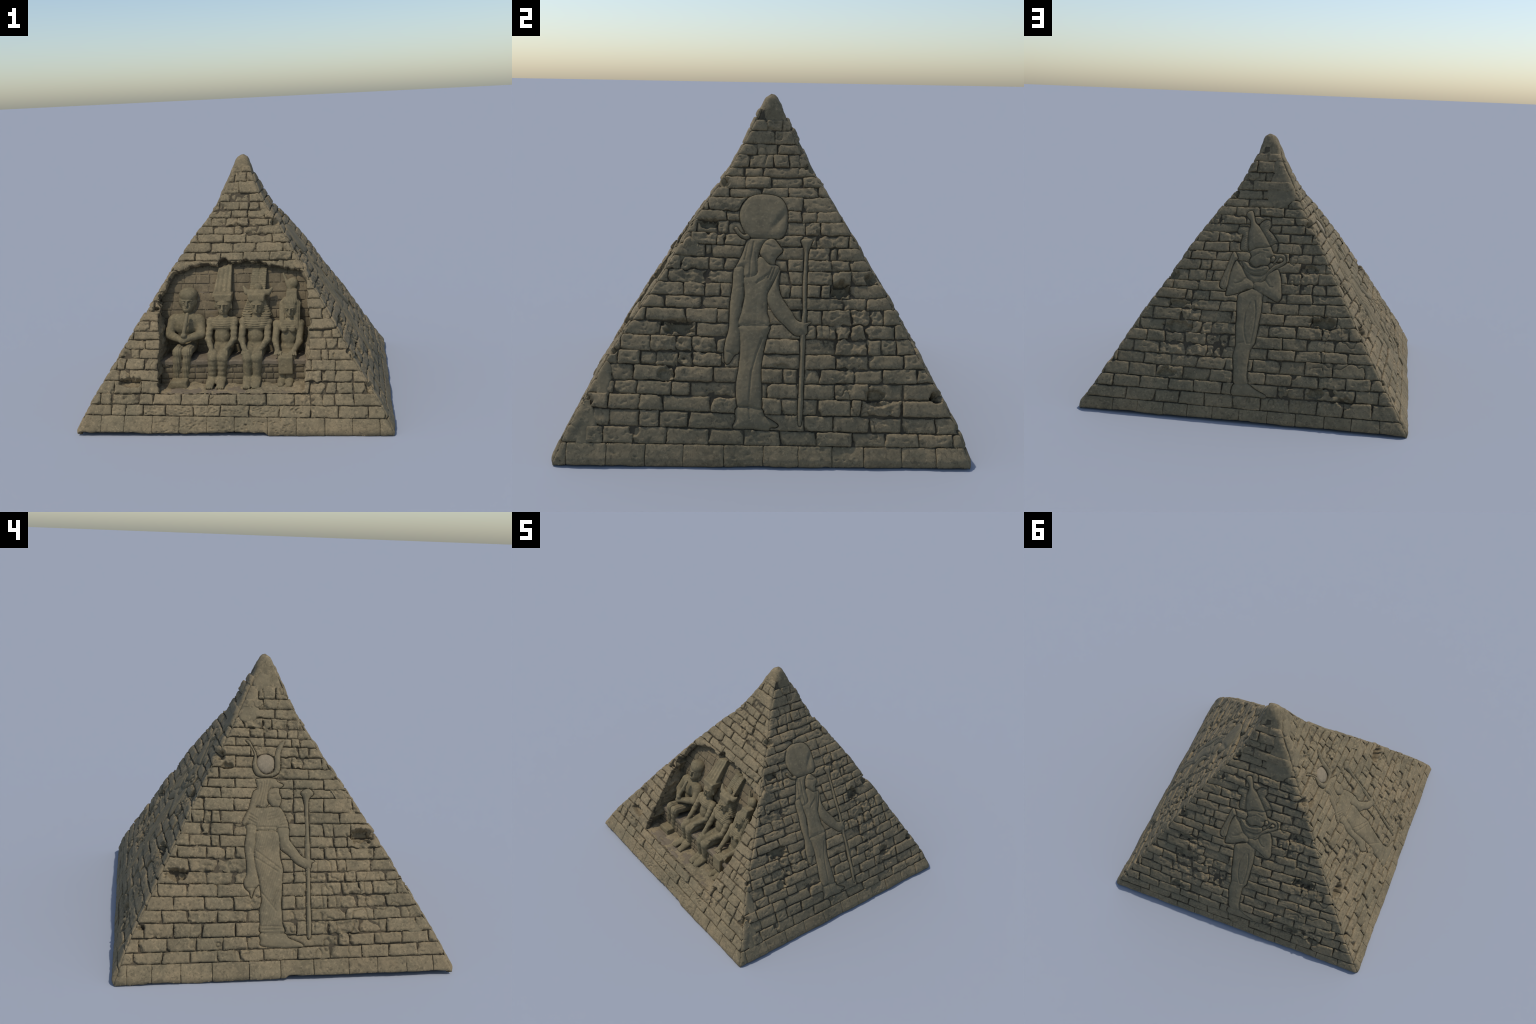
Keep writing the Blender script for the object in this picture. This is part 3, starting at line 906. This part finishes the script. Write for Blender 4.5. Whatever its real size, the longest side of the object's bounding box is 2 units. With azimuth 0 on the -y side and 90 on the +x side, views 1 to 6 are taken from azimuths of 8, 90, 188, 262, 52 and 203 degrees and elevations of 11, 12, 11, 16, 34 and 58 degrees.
PART_NAME = {'arm2': 'arm', 'feather2': 'feather'}
LEVEL = {'sun_disc': .002, 'horn': .0045, 'head': .0035, 'headdress': .0003, 'torso': .0000, 'leg': .0002, 'foot': .0000, 'arm': .0005,
         'arm2': .0025, 'staff': .002, 'crown': .003, 'feather': .000, 'feather2': -.001, 'collar': .003, 'flail': .003, 'crook': .004}
for f, parts in relief_outline.items():
    fig = empty('relief_figure', THING)
    body = [k for k in parts if k in ('torso', 'leg', 'foot', 'headdress', 'arm') and not (f == 'back' and k == 'arm')]
    body_field = Field([parts[k] for k in body], step=0.003, margin=0.02, far=0.02)
    for key, poly in parts.items():
        S = side[f]
        lo, hi = poly.min(0), poly.max(0)
        field = Field([poly], step=0.003, margin=0.02, far=0.02)
        strokes = STROKES[f]
        dress = f == 'left' and key in ('leg', 'torso')

        def part_height(s, z, P):
            d = np.minimum((body_field if key in body else field)(s, z), 0)
            h = (LEVEL[key] * 1.5) - (.006 if key == 'sun_disc' and f == 'left' else 0) - 0.0090 * np.exp(d / 0.0048) + 0.004 * np.minimum(-d, 0.03) / 0.03
            h = h + 0.0022 * fbm(P, 9, 2, 3) + 0.0006 * fbm(P, 60, 2, 4)
            h = h - 0.0045 * stroke_depth(strokes, s, z, 0.0038)
            if dress:
                h = h + 0.0008 * np.sin((s + 0.4 * z) * 2 * np.pi / 0.013) * smooth(.2, .3, z)
            if key == 'sun_disc' and f == 'right':
                h = h - 0.008 * np.exp(-(((s - .075) + (z - 1.03) * -.9) / .02) ** 2 - (((s - .075) + (z - 1.03)) / .07) ** 2)
            if 'feather' in key:
                h = h + 0.001 * np.sin((z * .8 + s * .5) * 2 * np.pi / 0.011)
            if key == 'head':   # brow, eye and mouth of the profile
                top = hi[1]
                h = h - 0.003 * np.exp(-(((s - lo[0] * .42 - hi[0] * .58) / .014) ** 2 + ((z - top * .64 - lo[1] * .36) / .004) ** 2))
            return h

        m = patch(S, lambda s, z: field(s, z) - 0.001, (lo[0] - .01, hi[0] + .01, lo[1] - .01, hi[1] + .01), 0.0036, part_height, 0.02)
        mat = MAT_DISC if (key == 'sun_disc' and f == 'left') else MAT_RELIEF
        if m:
            make_object(PART_NAME.get(key, key), *m, mat, fig)

# ------------------------------------------------------------------ niche: rough rock sides, back wall, bench, floor
def wall_y(s, z):
    face = side['front'].point(s, z)[..., 1]
    lean = np.interp(z, [.38, .5, .65, .75, .84, .89, .93, .97, 1.02], [-.490, -.480, -.460, -.428, -.390, -.366, -.330, -.290, -.270])
    return np.maximum(lean, face + 0.068)


P2 = rounded(NICHE, 14)
step = np.hypot(*(np.roll(P2, -1, 0) - P2).T)
run = np.concatenate([[0], np.cumsum(step)])
loop = np.vstack([P2, P2[:1]])
u = np.linspace(0, run[-1], 520, endpoint=False)
outline = np.stack([np.interp(u, run, loop[:, 0]), np.interp(u, run, loop[:, 1])], -1)
tang = np.roll(outline, -3, 0) - np.roll(outline, 3, 0)
tang /= np.linalg.norm(tang, axis=1, keepdims=True)
inward = np.stack([tang[:, 1], -tang[:, 0]], -1)
front_pt = side['front'].point(outline[:, 0], outline[:, 1])
rows = 22
G = np.zeros((rows, 520, 3))
for i in range(rows):
    k = i / (rows - 1)
    y = front_pt[:, 1] + 0.016 + (wall_y(outline[:, 0], outline[:, 1]) + 0.012 - front_pt[:, 1]) * k
    p = np.stack([outline[:, 0], y, outline[:, 1]], -1)
    amp = 0.016 * smooth(0, 0.25, np.array(k))
    shift = -0.005 - 0.012 * k * smooth(.85, .95, outline[:, 1]) + 0.045 * k * smooth(.72, .45, outline[:, 1]) - amp * (0.2 + fbm(p * [1, 1, 1.6], 14, 3, 1)) - 0.006 * amp / 0.016 * np.abs(noise(p, 45, 5))
    p[:, 0] -= inward[:, 0] * shift * -1
    p[:, 2] -= inward[:, 1] * shift * -1
    p[:, 1] += 0.006 * noise(p, 30, 7) * smooth(0, .2, np.array(k))
    G[i] = p
V = G.reshape(-1, 3)
Q = np.array([[i * 520 + j, i * 520 + (j + 1) % 520, (i + 1) * 520 + (j + 1) % 520, (i + 1) * 520 + j]
              for i in range(rows - 1) for j in range(520)])
make_object('niche_rock', V, Q, np.zeros((0, 3), int), None, MAT_BRICK, THING)


def wall_bricks(surface, levels, length, box_s, limit, parent_name, gap, drop, seed, cell=0.006, mat=None):
    rng = np.random.default_rng(seed)
    got = []
    for k, (z0, z1) in enumerate(zip(levels[:-1], levels[1:])):
        s = box_s[0] - rng.uniform(0, length)
        while s < box_s[1]:
            w = length * rng.uniform(0.75, 1.25)
            a, b = s, s + w
            s = b
            lift = rng.normal(0, 0.001)

            def sdf(x, z):
                q = np.stack([x, z, np.zeros_like(x)], -1)
                d = np.maximum(np.maximum(a - x, x - b), np.maximum(z0 - z, z - z1)) + gap
                return np.maximum(d + 0.0016 * fbm(q, 30, 2, 1), limit(x, z))

            def height(x, z, P):
                return lift + 0.002 * fbm(P, 16, 2, 2) - drop * np.exp(np.minimum(sdf(x, z), 0) / 0.004)

            m = patch(surface, sdf, (a - .01, b + .01, z0 - .01, z1 + .01), cell, height, 0.012, tz=1.0)
            if m is not None and len(m[0]) > 8:
                got.append(m)
    for m in got:
        make_object(parent_name, *m, mat or MAT_BRICK, THING)


def inside_niche(s, z):
    return niche_field(s, z) - 0.012


back_wall = Upright(wall_y)
wall_bricks(back_wall, [.385, .44, .50, .555, .612, .668, .722, .776, .832, .888, .935, 1.01], 0.105, (-.52, .49), inside_niche,
            'niche_brick', 0.0008, 0.0015, 5, mat=MAT_NICHE)
m = patch(back_wall, inside_niche, (-.54, .50, .36, 1.01), 0.012, lambda s, z, P: np.full(s.shape, -0.0035), 0.01, tz=1.0)
make_object('niche_back', *m, MAT_DUST, THING)

bench_front = Upright(lambda s, z: BENCH_Y + 0.05 * (z - BENCH_Z) + 0 * s)
wall_bricks(bench_front, [.228, .268, .308, .345, .384], 0.062, (-.50, .47), lambda s, z: np.full(s.shape, -1.0), 'bench_brick', 0.0022, 0.004, 9, mat=MAT_NICHE)
m = patch(bench_front, lambda s, z: np.maximum(np.maximum(-.5 - s, s - .47), np.maximum(.22 - z, z - .384)), (-.51, .48, .215, .39), 0.012,
          lambda s, z, P: np.full(s.shape, -0.006), 0.01, tz=1.0)
make_object('bench_core', *m, MAT_DUST, THING)


def slab(name, z, x0, x1, y0, y1, amp, mat, tilt=0.0, skirt=0.02):
    def sdf(s, y):
        q = np.stack([s, y, np.zeros_like(s)], -1)
        return np.maximum(np.maximum(x0 - s, s - x1), np.maximum(y0 - y, y - y1)) + 0.003 * noise(q, 25)

    def height(s, y, P):
        return amp * fbm(P, 18, 3, 4) + tilt * (y - y0) - 0.006 * np.exp(np.minimum(sdf(s, y), 0) / 0.006) \
            - 0.0016 * (np.abs(((s + 0.02 * np.floor(y / .05)) / .06) % 1 - .5) > .47) - 0.0016 * (np.abs((y / .05) % 1 - .5) > .47)

    m = patch(Level(z), sdf, (x0 - .01, x1 + .01, y0 - .01, y1 + .01), 0.007, height, skirt, tz=1.0)
    make_object(name, *m, mat, THING)


slab('bench', BENCH_Z, -.50, .47, BENCH_Y - 0.006, -.40, 0.003, MAT_DUST)
slab('niche_floor', FLOOR_Z, -.50, .46, -.838, -.62, 0.004, MAT_DUST)

# ------------------------------------------------------------------ seated statues: smooth bodies from blended solids
def surface_nets(D, origin, h):
    """Vertices and quads of the zero surface of a sampled distance field."""
    neg = D < 0
    n = np.array(D.shape) - 1
    acc = np.zeros((*n, 3))
    cnt = np.zeros(n)
    cor = [(i, j, k) for i in (0, 1) for j in (0, 1) for k in (0, 1)]
    sl = lambda c: tuple(slice(c[a], c[a] + n[a]) for a in range(3))
    for c in cor:
        for a in range(3):
            if c[a] == 0:
                e = list(c)
                e[a] = 1
                v0, v1 = D[sl(c)], D[sl(e)]
                x = neg[sl(c)] != neg[sl(e)]
                t = np.where(x, v0 / np.where(x, v0 - v1, 1), 0)
                for b in range(3):
                    acc[..., b] += np.where(x, c[b] + (t if b == a else 0), 0)
                cnt += x
    act = cnt > 0
    idx = np.full(n, -1)
    idx[act] = np.arange(act.sum())
    cells = np.argwhere(act)
    V = origin + h * (cells + acc[act] / cnt[act][:, None])
    Q = []
    for a in range(3):
        b, c = (a + 1) % 3, (a + 2) % 3
        p = [slice(1, n[0]), slice(1, n[1]), slice(1, n[2])]
        p[a] = slice(0, n[a])
        q = list(p)
        q[a] = slice(1, n[a] + 1)
        s0, s1 = neg[tuple(p)], neg[tuple(q)]
        hit = np.argwhere(s0 != s1)
        hit = hit + [0 if k == a else 1 for k in range(3)]
        flip = neg[tuple(hit.T)]
        eb, ec = np.eye(3, dtype=int)[b], np.eye(3, dtype=int)[c]
        quad = np.stack([idx[tuple((hit - eb - ec).T)], idx[tuple((hit - ec).T)], idx[tuple(hit.T)], idx[tuple((hit - eb).T)]], 1)
        quad[~flip] = quad[~flip][:, ::-1]
        Q.append(quad)
    Q = np.concatenate(Q)
    return V, Q[(Q >= 0).all(1)]


def ball(c, r):
    c, r = np.array(c, float), np.array(r, float) * np.ones(3)

    def f(P):
        q = (P - c) / r
        k = np.sqrt((q * q).sum(-1))
        g = np.sqrt((((P - c) / r ** 2) ** 2).sum(-1))
        return k * (k - 1) / np.maximum(g, 1e-6)
    return f, c - r, c + r


def limb(a, b, ra, rb, squash=(1, 1, 1)):
    a, b, q = np.array(a, float), np.array(b, float), np.array(squash, float)

    def f(P):
        e = (b - a) / q
        v = (P - a) / q
        t = np.clip((v @ e) / (e @ e), 0, 1)
        return (np.linalg.norm(v - t[..., None] * e, axis=-1) - (ra + (rb - ra) * t)) * q.min()
    R = max(ra, rb) * q.max()
    return f, np.minimum(a, b) - R, np.maximum(a, b) + R


def block(c, half, r=0.006, taper=0.0, shear_y=0.0, shear_x=0.0, top_slope=0.0):
    """Rounded box; taper narrows its top in x, shear leans it back (y) or sideways (x)."""
    c, half = np.array(c, float), np.array(half, float)

    def f(P):
        v = P - c
        k = v[..., 2] / half[2]
        x = (v[..., 0] - shear_x * v[..., 2]) / (1 - taper * k)
        y = v[..., 1] - shear_y * v[..., 2]
        z = v[..., 2] + top_slope * x * (k > 0)
        q = np.abs(np.stack([x, y, z], -1)) - half + r
        return np.linalg.norm(np.maximum(q, 0), axis=-1) + np.minimum(q.max(-1), 0) - r
    R = half * [1 + abs(taper), 1, 1.1] + [abs(shear_x) * half[2], abs(shear_y) * half[2], abs(top_slope) * half[0]]
    return f, c - R, c + R


def statue(parts, carve, late, detail, voxel=0.0031):
    """parts: (name, solid, blend). carve: solids taken away. late: solids set in after carving. detail(P, label): fine relief."""
    lo = np.min([s[1] for _, s, _ in parts], 0) - 0.02
    hi = np.max([s[2] for _, s, _ in parts], 0) + 0.02
    n = np.ceil((hi - lo) / voxel).astype(int) + 1
    D = np.full(n, 0.05)
    own = np.full(n, 0.05)
    lab = np.zeros(n, int)
    names = []
    for name, (f, a, b), blend in parts:
        if name not in names:
            names.append(name)
        i0 = np.maximum(((a - 0.03 - lo) / voxel).astype(int), 0)
        i1 = np.minimum(((b + 0.03 - lo) / voxel).astype(int) + 2, n)
        w = tuple(slice(p, q) for p, q in zip(i0, i1))
        ax = [lo[k] + voxel * np.arange(i0[k], i1[k]) for k in range(3)]
        P = np.stack(np.meshgrid(*ax, indexing='ij'), -1)
        d = f(P)
        cur = D[w]
        hmix = np.clip(0.5 + 0.5 * (cur - d) / blend, 0, 1)
        D[w] = cur * (1 - hmix) + d * hmix - blend * hmix * (1 - hmix)
        closer = d < own[w]
        own[w] = np.where(closer, d, own[w])
        lab[w] = np.where(closer, names.index(name), lab[w])
    for f, a, b in carve:
        i0 = np.maximum(((a - 0.01 - lo) / voxel).astype(int), 0)
        i1 = np.minimum(((b + 0.01 - lo) / voxel).astype(int) + 2, n)
        w = tuple(slice(p, q) for p, q in zip(i0, i1))
        ax = [lo[k] + voxel * np.arange(i0[k], i1[k]) for k in range(3)]
        P = np.stack(np.meshgrid(*ax, indexing='ij'), -1)
        D[w] = np.maximum(D[w], -f(P))
    for name, (f, a, b), blend in late:
        i0 = np.maximum(((a - 0.01 - lo) / voxel).astype(int), 0)
        i1 = np.minimum(((b + 0.01 - lo) / voxel).astype(int) + 2, n)
        w = tuple(slice(p, q) for p, q in zip(i0, i1))
        ax = [lo[k] + voxel * np.arange(i0[k], i1[k]) for k in range(3)]
        D[w] = np.minimum(D[w], f(np.stack(np.meshgrid(*ax, indexing='ij'), -1)))
    band = np.abs(D) < 0.02
    P = lo + voxel * np.argwhere(band)
    nm = np.array(names)[lab[band]]
    D[band] += detail(P, nm) + 0.0012 * fbm(P, 40, 2, 3)
    V, Q = surface_nets(D, lo, voxel)
    raw = V.copy()
    V[:, 1] += np.interp(V[:, 2], [.23, .50, .66, .80, .95], [-.016, -.014, -.001, .012, .026])   # the row leans back
    cell = np.clip(np.round((raw - lo) / voxel).astype(int), 0, n - 1)
    vl = lab[tuple(cell.T)]
    N = np.zeros_like(V)
    fn = np.cross(V[Q[:, 2]] - V[Q[:, 0]], V[Q[:, 3]] - V[Q[:, 1]])
    for k in range(4):
        np.add.at(N, Q[:, k], fn)
    N /= np.maximum(np.linalg.norm(N, axis=1, keepdims=True), 1e-12)
    fl = np.sort(vl[Q], 1)[:, 1]
    root = empty('seated_statue', THING)
    for k, name in enumerate(names):
        q = Q[fl == k]
        if len(q) == 0:
            continue
        use = np.unique(q)
        new = np.full(len(V), -1)
        new[use] = np.arange(len(use))
        make_object(name.split('.')[0], V[use], new[q], np.zeros((0, 3), int), None, MAT_STATUE, root, normals=N[use])


def face(hx, hy, hz, w):
    """Brow, nose, lips, ears and eye sockets for a head centred at (hx, hy, hz), half-width w."""
    add = [('head', limb((hx, hy - w * .93, hz + w * .25), (hx, hy - w * 1.06, hz - w * .25), w * .10, w * .16), .004),
           ('head', ball((hx, hy - w * .90, hz - w * .58), (w * .26, w * .12, w * .10)), .004),
           ('head', ball((hx - w * 1.0, hy - w * .05, hz - .004), (w * .14, w * .18, w * .32)), .005),
           ('head', ball((hx + w * 1.0, hy - w * .05, hz - .004), (w * .14, w * .18, w * .32)), .005)]
    for s in (-1, 1):
        add.append(('head', limb((hx + s * w * .16, hy - w * .92, hz + w * .34), (hx + s * w * .66, hy - w * .70, hz + w * .30), w * .08, w * .06), .004))
    cut = [ball((hx + s * w * .40, hy - w * .92, hz + w * .12), (w * .26, w * .24, w * .15)) for s in (-1, 1)]
    cut.append(ball((hx, hy - w * 1.02, hz - w * .60), (w * .26, w * .10, w * .035)))
    eyes = [('head', ball((hx + s * w * .40, hy - w * .74, hz + w * .11), (w * .16, w * .13, w * .085)), .001) for s in (-1, 1)]
    eyes.append(('head', ball((hx, hy - w * .93, hz - w * .70), (w * .20, w * .10, w * .06)), .003))
    return add, cut, eyes


def arms(sh, el, ha):
    out = []
    for tag, a, b, c in zip(('', '.r'), sh, el, ha):
        out += [('arm' + tag, ball(a, .029), .012), ('arm' + tag, limb(a, b, .025, .021), .010), ('arm' + tag, limb(b, c, .021, .016), .008)]
        d = (np.array(c) - np.array(b))
        d = d / np.linalg.norm(d)
        for k in range(4):
            o = np.array([(k - 1.5) * .0095, 0, 0])
            e = np.array(c) + o
            out.append(('hand' + tag, limb(e, e + np.array([o[0] * .35, -.028, -.010 - abs(k - 1.5) * .002]), .0068, .0055), .003))
        t = np.array(c) + np.array([(.024 if tag == '' else -.024), -.006, -.004])
        out.append(('hand' + tag, limb(np.array(c), t, .008, .0055), .004))
    return out


def legs(hip, knee, ankle, toe, rk=.034, ra=.026):
    out = []
    for tag, a, b, c, d in zip(('', '.r'), hip, knee, ankle, toe):
        out += [('leg' + tag, limb(a, b, .045, rk), .012), ('leg' + tag, limb(b, c, rk, ra), .010),
                ('foot' + tag, limb(c, d, ra * 1.02, .021, (1.25, 1, .8)), .010)]
        for k in range(4):
            e = np.array(d) + [(k - 1.5) * .0125, -.013 + .003 * abs(k - 1.5), -.004]
            out.append(('foot' + tag, ball(e, (.0062, .014, .009)), .003))
    return out


def bands(P, names, rows):
    """Horizontal rings, folds and stripes: rows of (part, z0, z1, pitch, depth)."""
    d = np.zeros(len(P))
    for part, z0, z1, pitch, depth in rows:
        m = np.char.startswith(names.astype(str), part) & (P[:, 2] > z0) & (P[:, 2] < z1)
        d[m] += depth * np.sin(P[m, 2] * 2 * np.pi / pitch)
    return d


# first figure: shaven round head with skull cap, folded arms holding a sceptre, feet on a wedge
fa, fc, fe = face(-.337, -.450, .724, .054)
statue([('torso', ball((-.345, -.475, .575), (.095, .055, .075)), .02), ('torso', ball((-.347, -.47, .47), (.075, .055, .075)), .02),
        ('torso', limb((-.425, -.475, .615), (-.265, -.475, .612), .036, .036), .02),
        ('neck', limb((-.340, -.455, .60), (-.337, -.450, .69), .032, .030), .012),
        ('head', ball((-.337, -.447, .732), (.060, .050, .070)), .006), ('head', ball((-.339, -.470, .682), (.034, .040, .030)), .012),
        ('cap', ball((-.332, -.447, .770), (.063, .056, .050)), .003), ('back_pillar', block((-.315, -.425, .70), (.034, .03, .08), .02), .01),
        ('arm', limb((-.440, -.48, .60), (-.455, -.515, .525), .034, .032), .014), ('arm', limb((-.455, -.515, .520), (-.362, -.590, .508), .030, .020), .010),
        ('arm.r', limb((-.250, -.48, .60), (-.243, -.515, .530), .034, .032), .014), ('arm.r', limb((-.243, -.515, .525), (-.335, -.590, .512), .030, .020), .010),
        ('hand', ball((-.352, -.602, .505), (.024, .018, .020)), .005), ('hand.r', ball((-.345, -.600, .540), (.020, .018, .017)), .005),
        ('sceptre', limb((-.325, -.548, .665), (-.345, -.598, .545), .012, .013), .004), ('sceptre', ball((-.333, -.566, .605), (.018, .014, .018)), .004),
        ('leg', limb((-.375, -.47, .432), (-.376, -.650, .448), .040, .032), .014), ('leg', limb((-.376, -.652, .446), (-.395, -.640, .285), .031, .028), .010),
        ('leg.r', limb((-.318, -.47, .432), (-.314, -.650, .448), .040, .032), .014), ('leg.r', limb((-.314, -.652, .446), (-.335, -.640, .285), .031, .028), .010),
        ('footstool', block((-.372, -.672, .250), (.060, .055, .024), .008, .10, 0, .15), .008)] + fa, fc, fe,
       lambda P, n: bands(P, n, [('leg', .28, .44, .05, .0012)]) + .0012 * np.sin(P[:, 0] * 2 * np.pi / .014) * np.char.startswith(n.astype(str), 'leg'))

# second figure: tall double plume crown
fa, fc, fe = face(-.095, -.482, .703, .053)
statue([('torso', ball((-.103, -.495, .590), (.082, .046, .052)), .014), ('torso', ball((-.105, -.500, .500), (.056, .042, .075)), .014),
        ('torso', ball((-.108, -.505, .435), (.075, .055, .040)), .014),
        ('neck', limb((-.100, -.480, .61), (-.096, -.475, .68), .030, .028), .010),
        ('head', ball((-.095, -.475, .715), (.055, .050, .055)), .006), ('head', ball((-.096, -.488, .672), (.033, .036, .028)), .012),
        ('crown', block((-.092, -.465, .760), (.058, .052, .027), .012, -.06), .003),
        ('crown', block((-.095, -.420, .850), (.053, .026, .092), .005, .22, .55, .10, -.22), .005),
        ('back_pillar', block((-.095, -.400, .70), (.035, .05, .12), .02), .01)]
       + arms(((-.180, -.495, .603), (-.026, -.495, .603)), ((-.192, -.545, .500), (-.024, -.548, .498)), ((-.158, -.630, .448), (-.074, -.632, .446)))
       + legs(((-.135, -.50, .430), (-.078, -.50, .430)), ((-.146, -.660, .408), (-.084, -.660, .408)), ((-.160, -.652, .275), (-.098, -.652, .275)),
              ((-.166, -.736, .244), (-.096, -.736, .244))) + fa, fc, fe,
       lambda P, n: bands(P, n, [('arm', .44, .60, .030, .0012), ('torso', .565, .63, .014, .0012), ('leg', .27, .40, .035, .0012)])
       + .0022 * np.cos((P[:, 0] + .095 - .10 * (P[:, 2] - .85)) * 2 * np.pi / .030) * ((n == 'crown') & (P[:, 2] > .79)))

# third figure: striped headcloth, horns with a disc, tall ribbed crown
fa, fc, fe = face(.128, -.484, .700, .050)
statue([('torso', ball((.118, -.495, .588), (.082, .046, .052)), .014), ('torso', ball((.116, -.500, .500), (.056, .042, .075)), .014),
        ('torso', ball((.112, -.505, .435), (.075, .055, .040)), .014),
        ('neck', limb((.120, -.480, .61), (.126, -.475, .68), .030, .028), .010),
        ('head', ball((.128, -.477, .712), (.052, .048, .054)), .006), ('head', ball((.127, -.490, .670), (.032, .034, .027)), .012),
        ('headcloth', block((.124, -.462, .690), (.080, .034, .058), .012, .30), .004),
        ('headcloth', limb((.062, -.505, .645), (.084, -.530, .580), .022, .016, (1.3, .7, 1)), .005),
        ('headcloth', limb((.188, -.505, .645), (.160, -.530, .580), .022, .016, (1.3, .7, 1)), .005),
        ('crown', block((.127, -.468, .758), (.056, .050, .026), .012, -.08), .003),
        ('horn', limb((.128, -.488, .784), (.064, -.482, .788), .019, .019), .006), ('horn', limb((.062, -.482, .790), (.042, -.475, .822), .017, .009), .005),
        ('horn.r', limb((.128, -.488, .784), (.203, -.482, .786), .019, .019), .006), ('horn.r', limb((.205, -.482, .786), (.228, -.475, .808), .017, .009), .005),
        ('crown', block((.137, -.418, .852), (.050, .026, .070), .005, .04, .55, .08), .004),
        ('sun_disc', ball((.136, -.472, .817), (.028, .010, .028)), .003),
        ('back_pillar', block((.130, -.400, .70), (.035, .05, .11), .02), .01)]
       + arms(((.037, -.495, .600), (.196, -.495, .598)), ((.026, -.545, .497), (.195, -.550, .495)), ((.058, -.630, .446), (.148, -.632, .444)))
       + legs(((.085, -.50, .430), (.142, -.50, .430)), ((.078, -.660, .408), (.138, -.660, .408)), ((.072, -.652, .275), (.131, -.652, .275)),
              ((.072, -.736, .246), (.131, -.736, .246))) + fa, fc, fe,
       lambda P, n: bands(P, n, [('headcloth', .55, .76, .014, .0018), ('arm', .44, .60, .036, .0011), ('torso', .56, .63, .015, .0016)])
       + .0016 * np.sin(P[:, 2] * 2 * np.pi / .011) * ((n == 'crown') & (P[:, 2] > .80)) + .004 * np.exp(-((P[:, 0] - .137 - .08 * (P[:, 2] - .85)) / .004) ** 2) * ((n == 'crown') & (P[:, 2] > .80)))

# fourth figure: long hair, small stepped crown with horn and disc, block skirt
fa, fc, fe = face(.344, -.500, .678, .047)
statue([('torso', ball((.335, -.505, .575), (.074, .044, .050)), .014), ('torso', ball((.332, -.510, .495), (.052, .040, .075)), .014),
        ('torso', ball((.328, -.510, .430), (.070, .055, .040)), .014),
        ('torso', ball((.310, -.545, .560), (.022, .018, .020)), .008), ('torso', ball((.360, -.545, .560), (.022, .018, .020)), .008),
        ('neck', limb((.338, -.490, .60), (.343, -.490, .66), .028, .026), .010),
        ('head', ball((.344, -.492, .690), (.049, .046, .052)), .006), ('head', ball((.343, -.505, .652), (.029, .032, .025)), .012),
        ('hair', ball((.344, -.478, .722), (.058, .052, .038)), .004), ('hair', limb((.300, -.488, .71), (.292, -.532, .565), .024, .017, (1.1, .8, 1)), .006),
        ('hair', limb((.390, -.486, .71), (.384, -.530, .565), .024, .017, (1.1, .8, 1)), .006),
        ('crown', block((.356, -.465, .765), (.036, .034, .030), .008, .05, .2), .003),
        ('horn', limb((.340, -.440, .798), (.300, -.415, .890), .014, .007), .004),
        ('sun_disc', ball((.362, -.425, .832), (.034, .026, .036)), .005), ('back_pillar', block((.350, -.400, .74), (.032, .04, .11), .015), .01),
        ('skirt', block((.320, -.640, .362), (.047, .045, .058), .010), .008), ('skirt', block((.325, -.560, .405), (.060, .09, .022), .012), .010)]
       + arms(((.258, -.500, .580), (.408, -.500, .582)), ((.246, -.545, .485), (.402, -.550, .482)), ((.268, -.625, .438), (.366, -.628, .436)))
       + [('foot', limb((.295, -.640, .29), (.290, -.650, .262), .026, .024), .01), ('foot', limb((.290, -.650, .258), (.286, -.712, .244), .024, .018, (1.15, 1, .8)), .01),
          ('foot.r', limb((.345, -.640, .29), (.342, -.650, .262), .026, .024), .01), ('foot.r', limb((.342, -.650, .258), (.340, -.712, .244), .024, .018, (1.15, 1, .8)), .01)]
       + fa, fc, fe, lambda P, n: bands(P, n, [('torso', .56, .62, .013, .0014)]) + .0015 * np.sin(P[:, 0] * 2 * np.pi / .010) * (n == 'hair'))
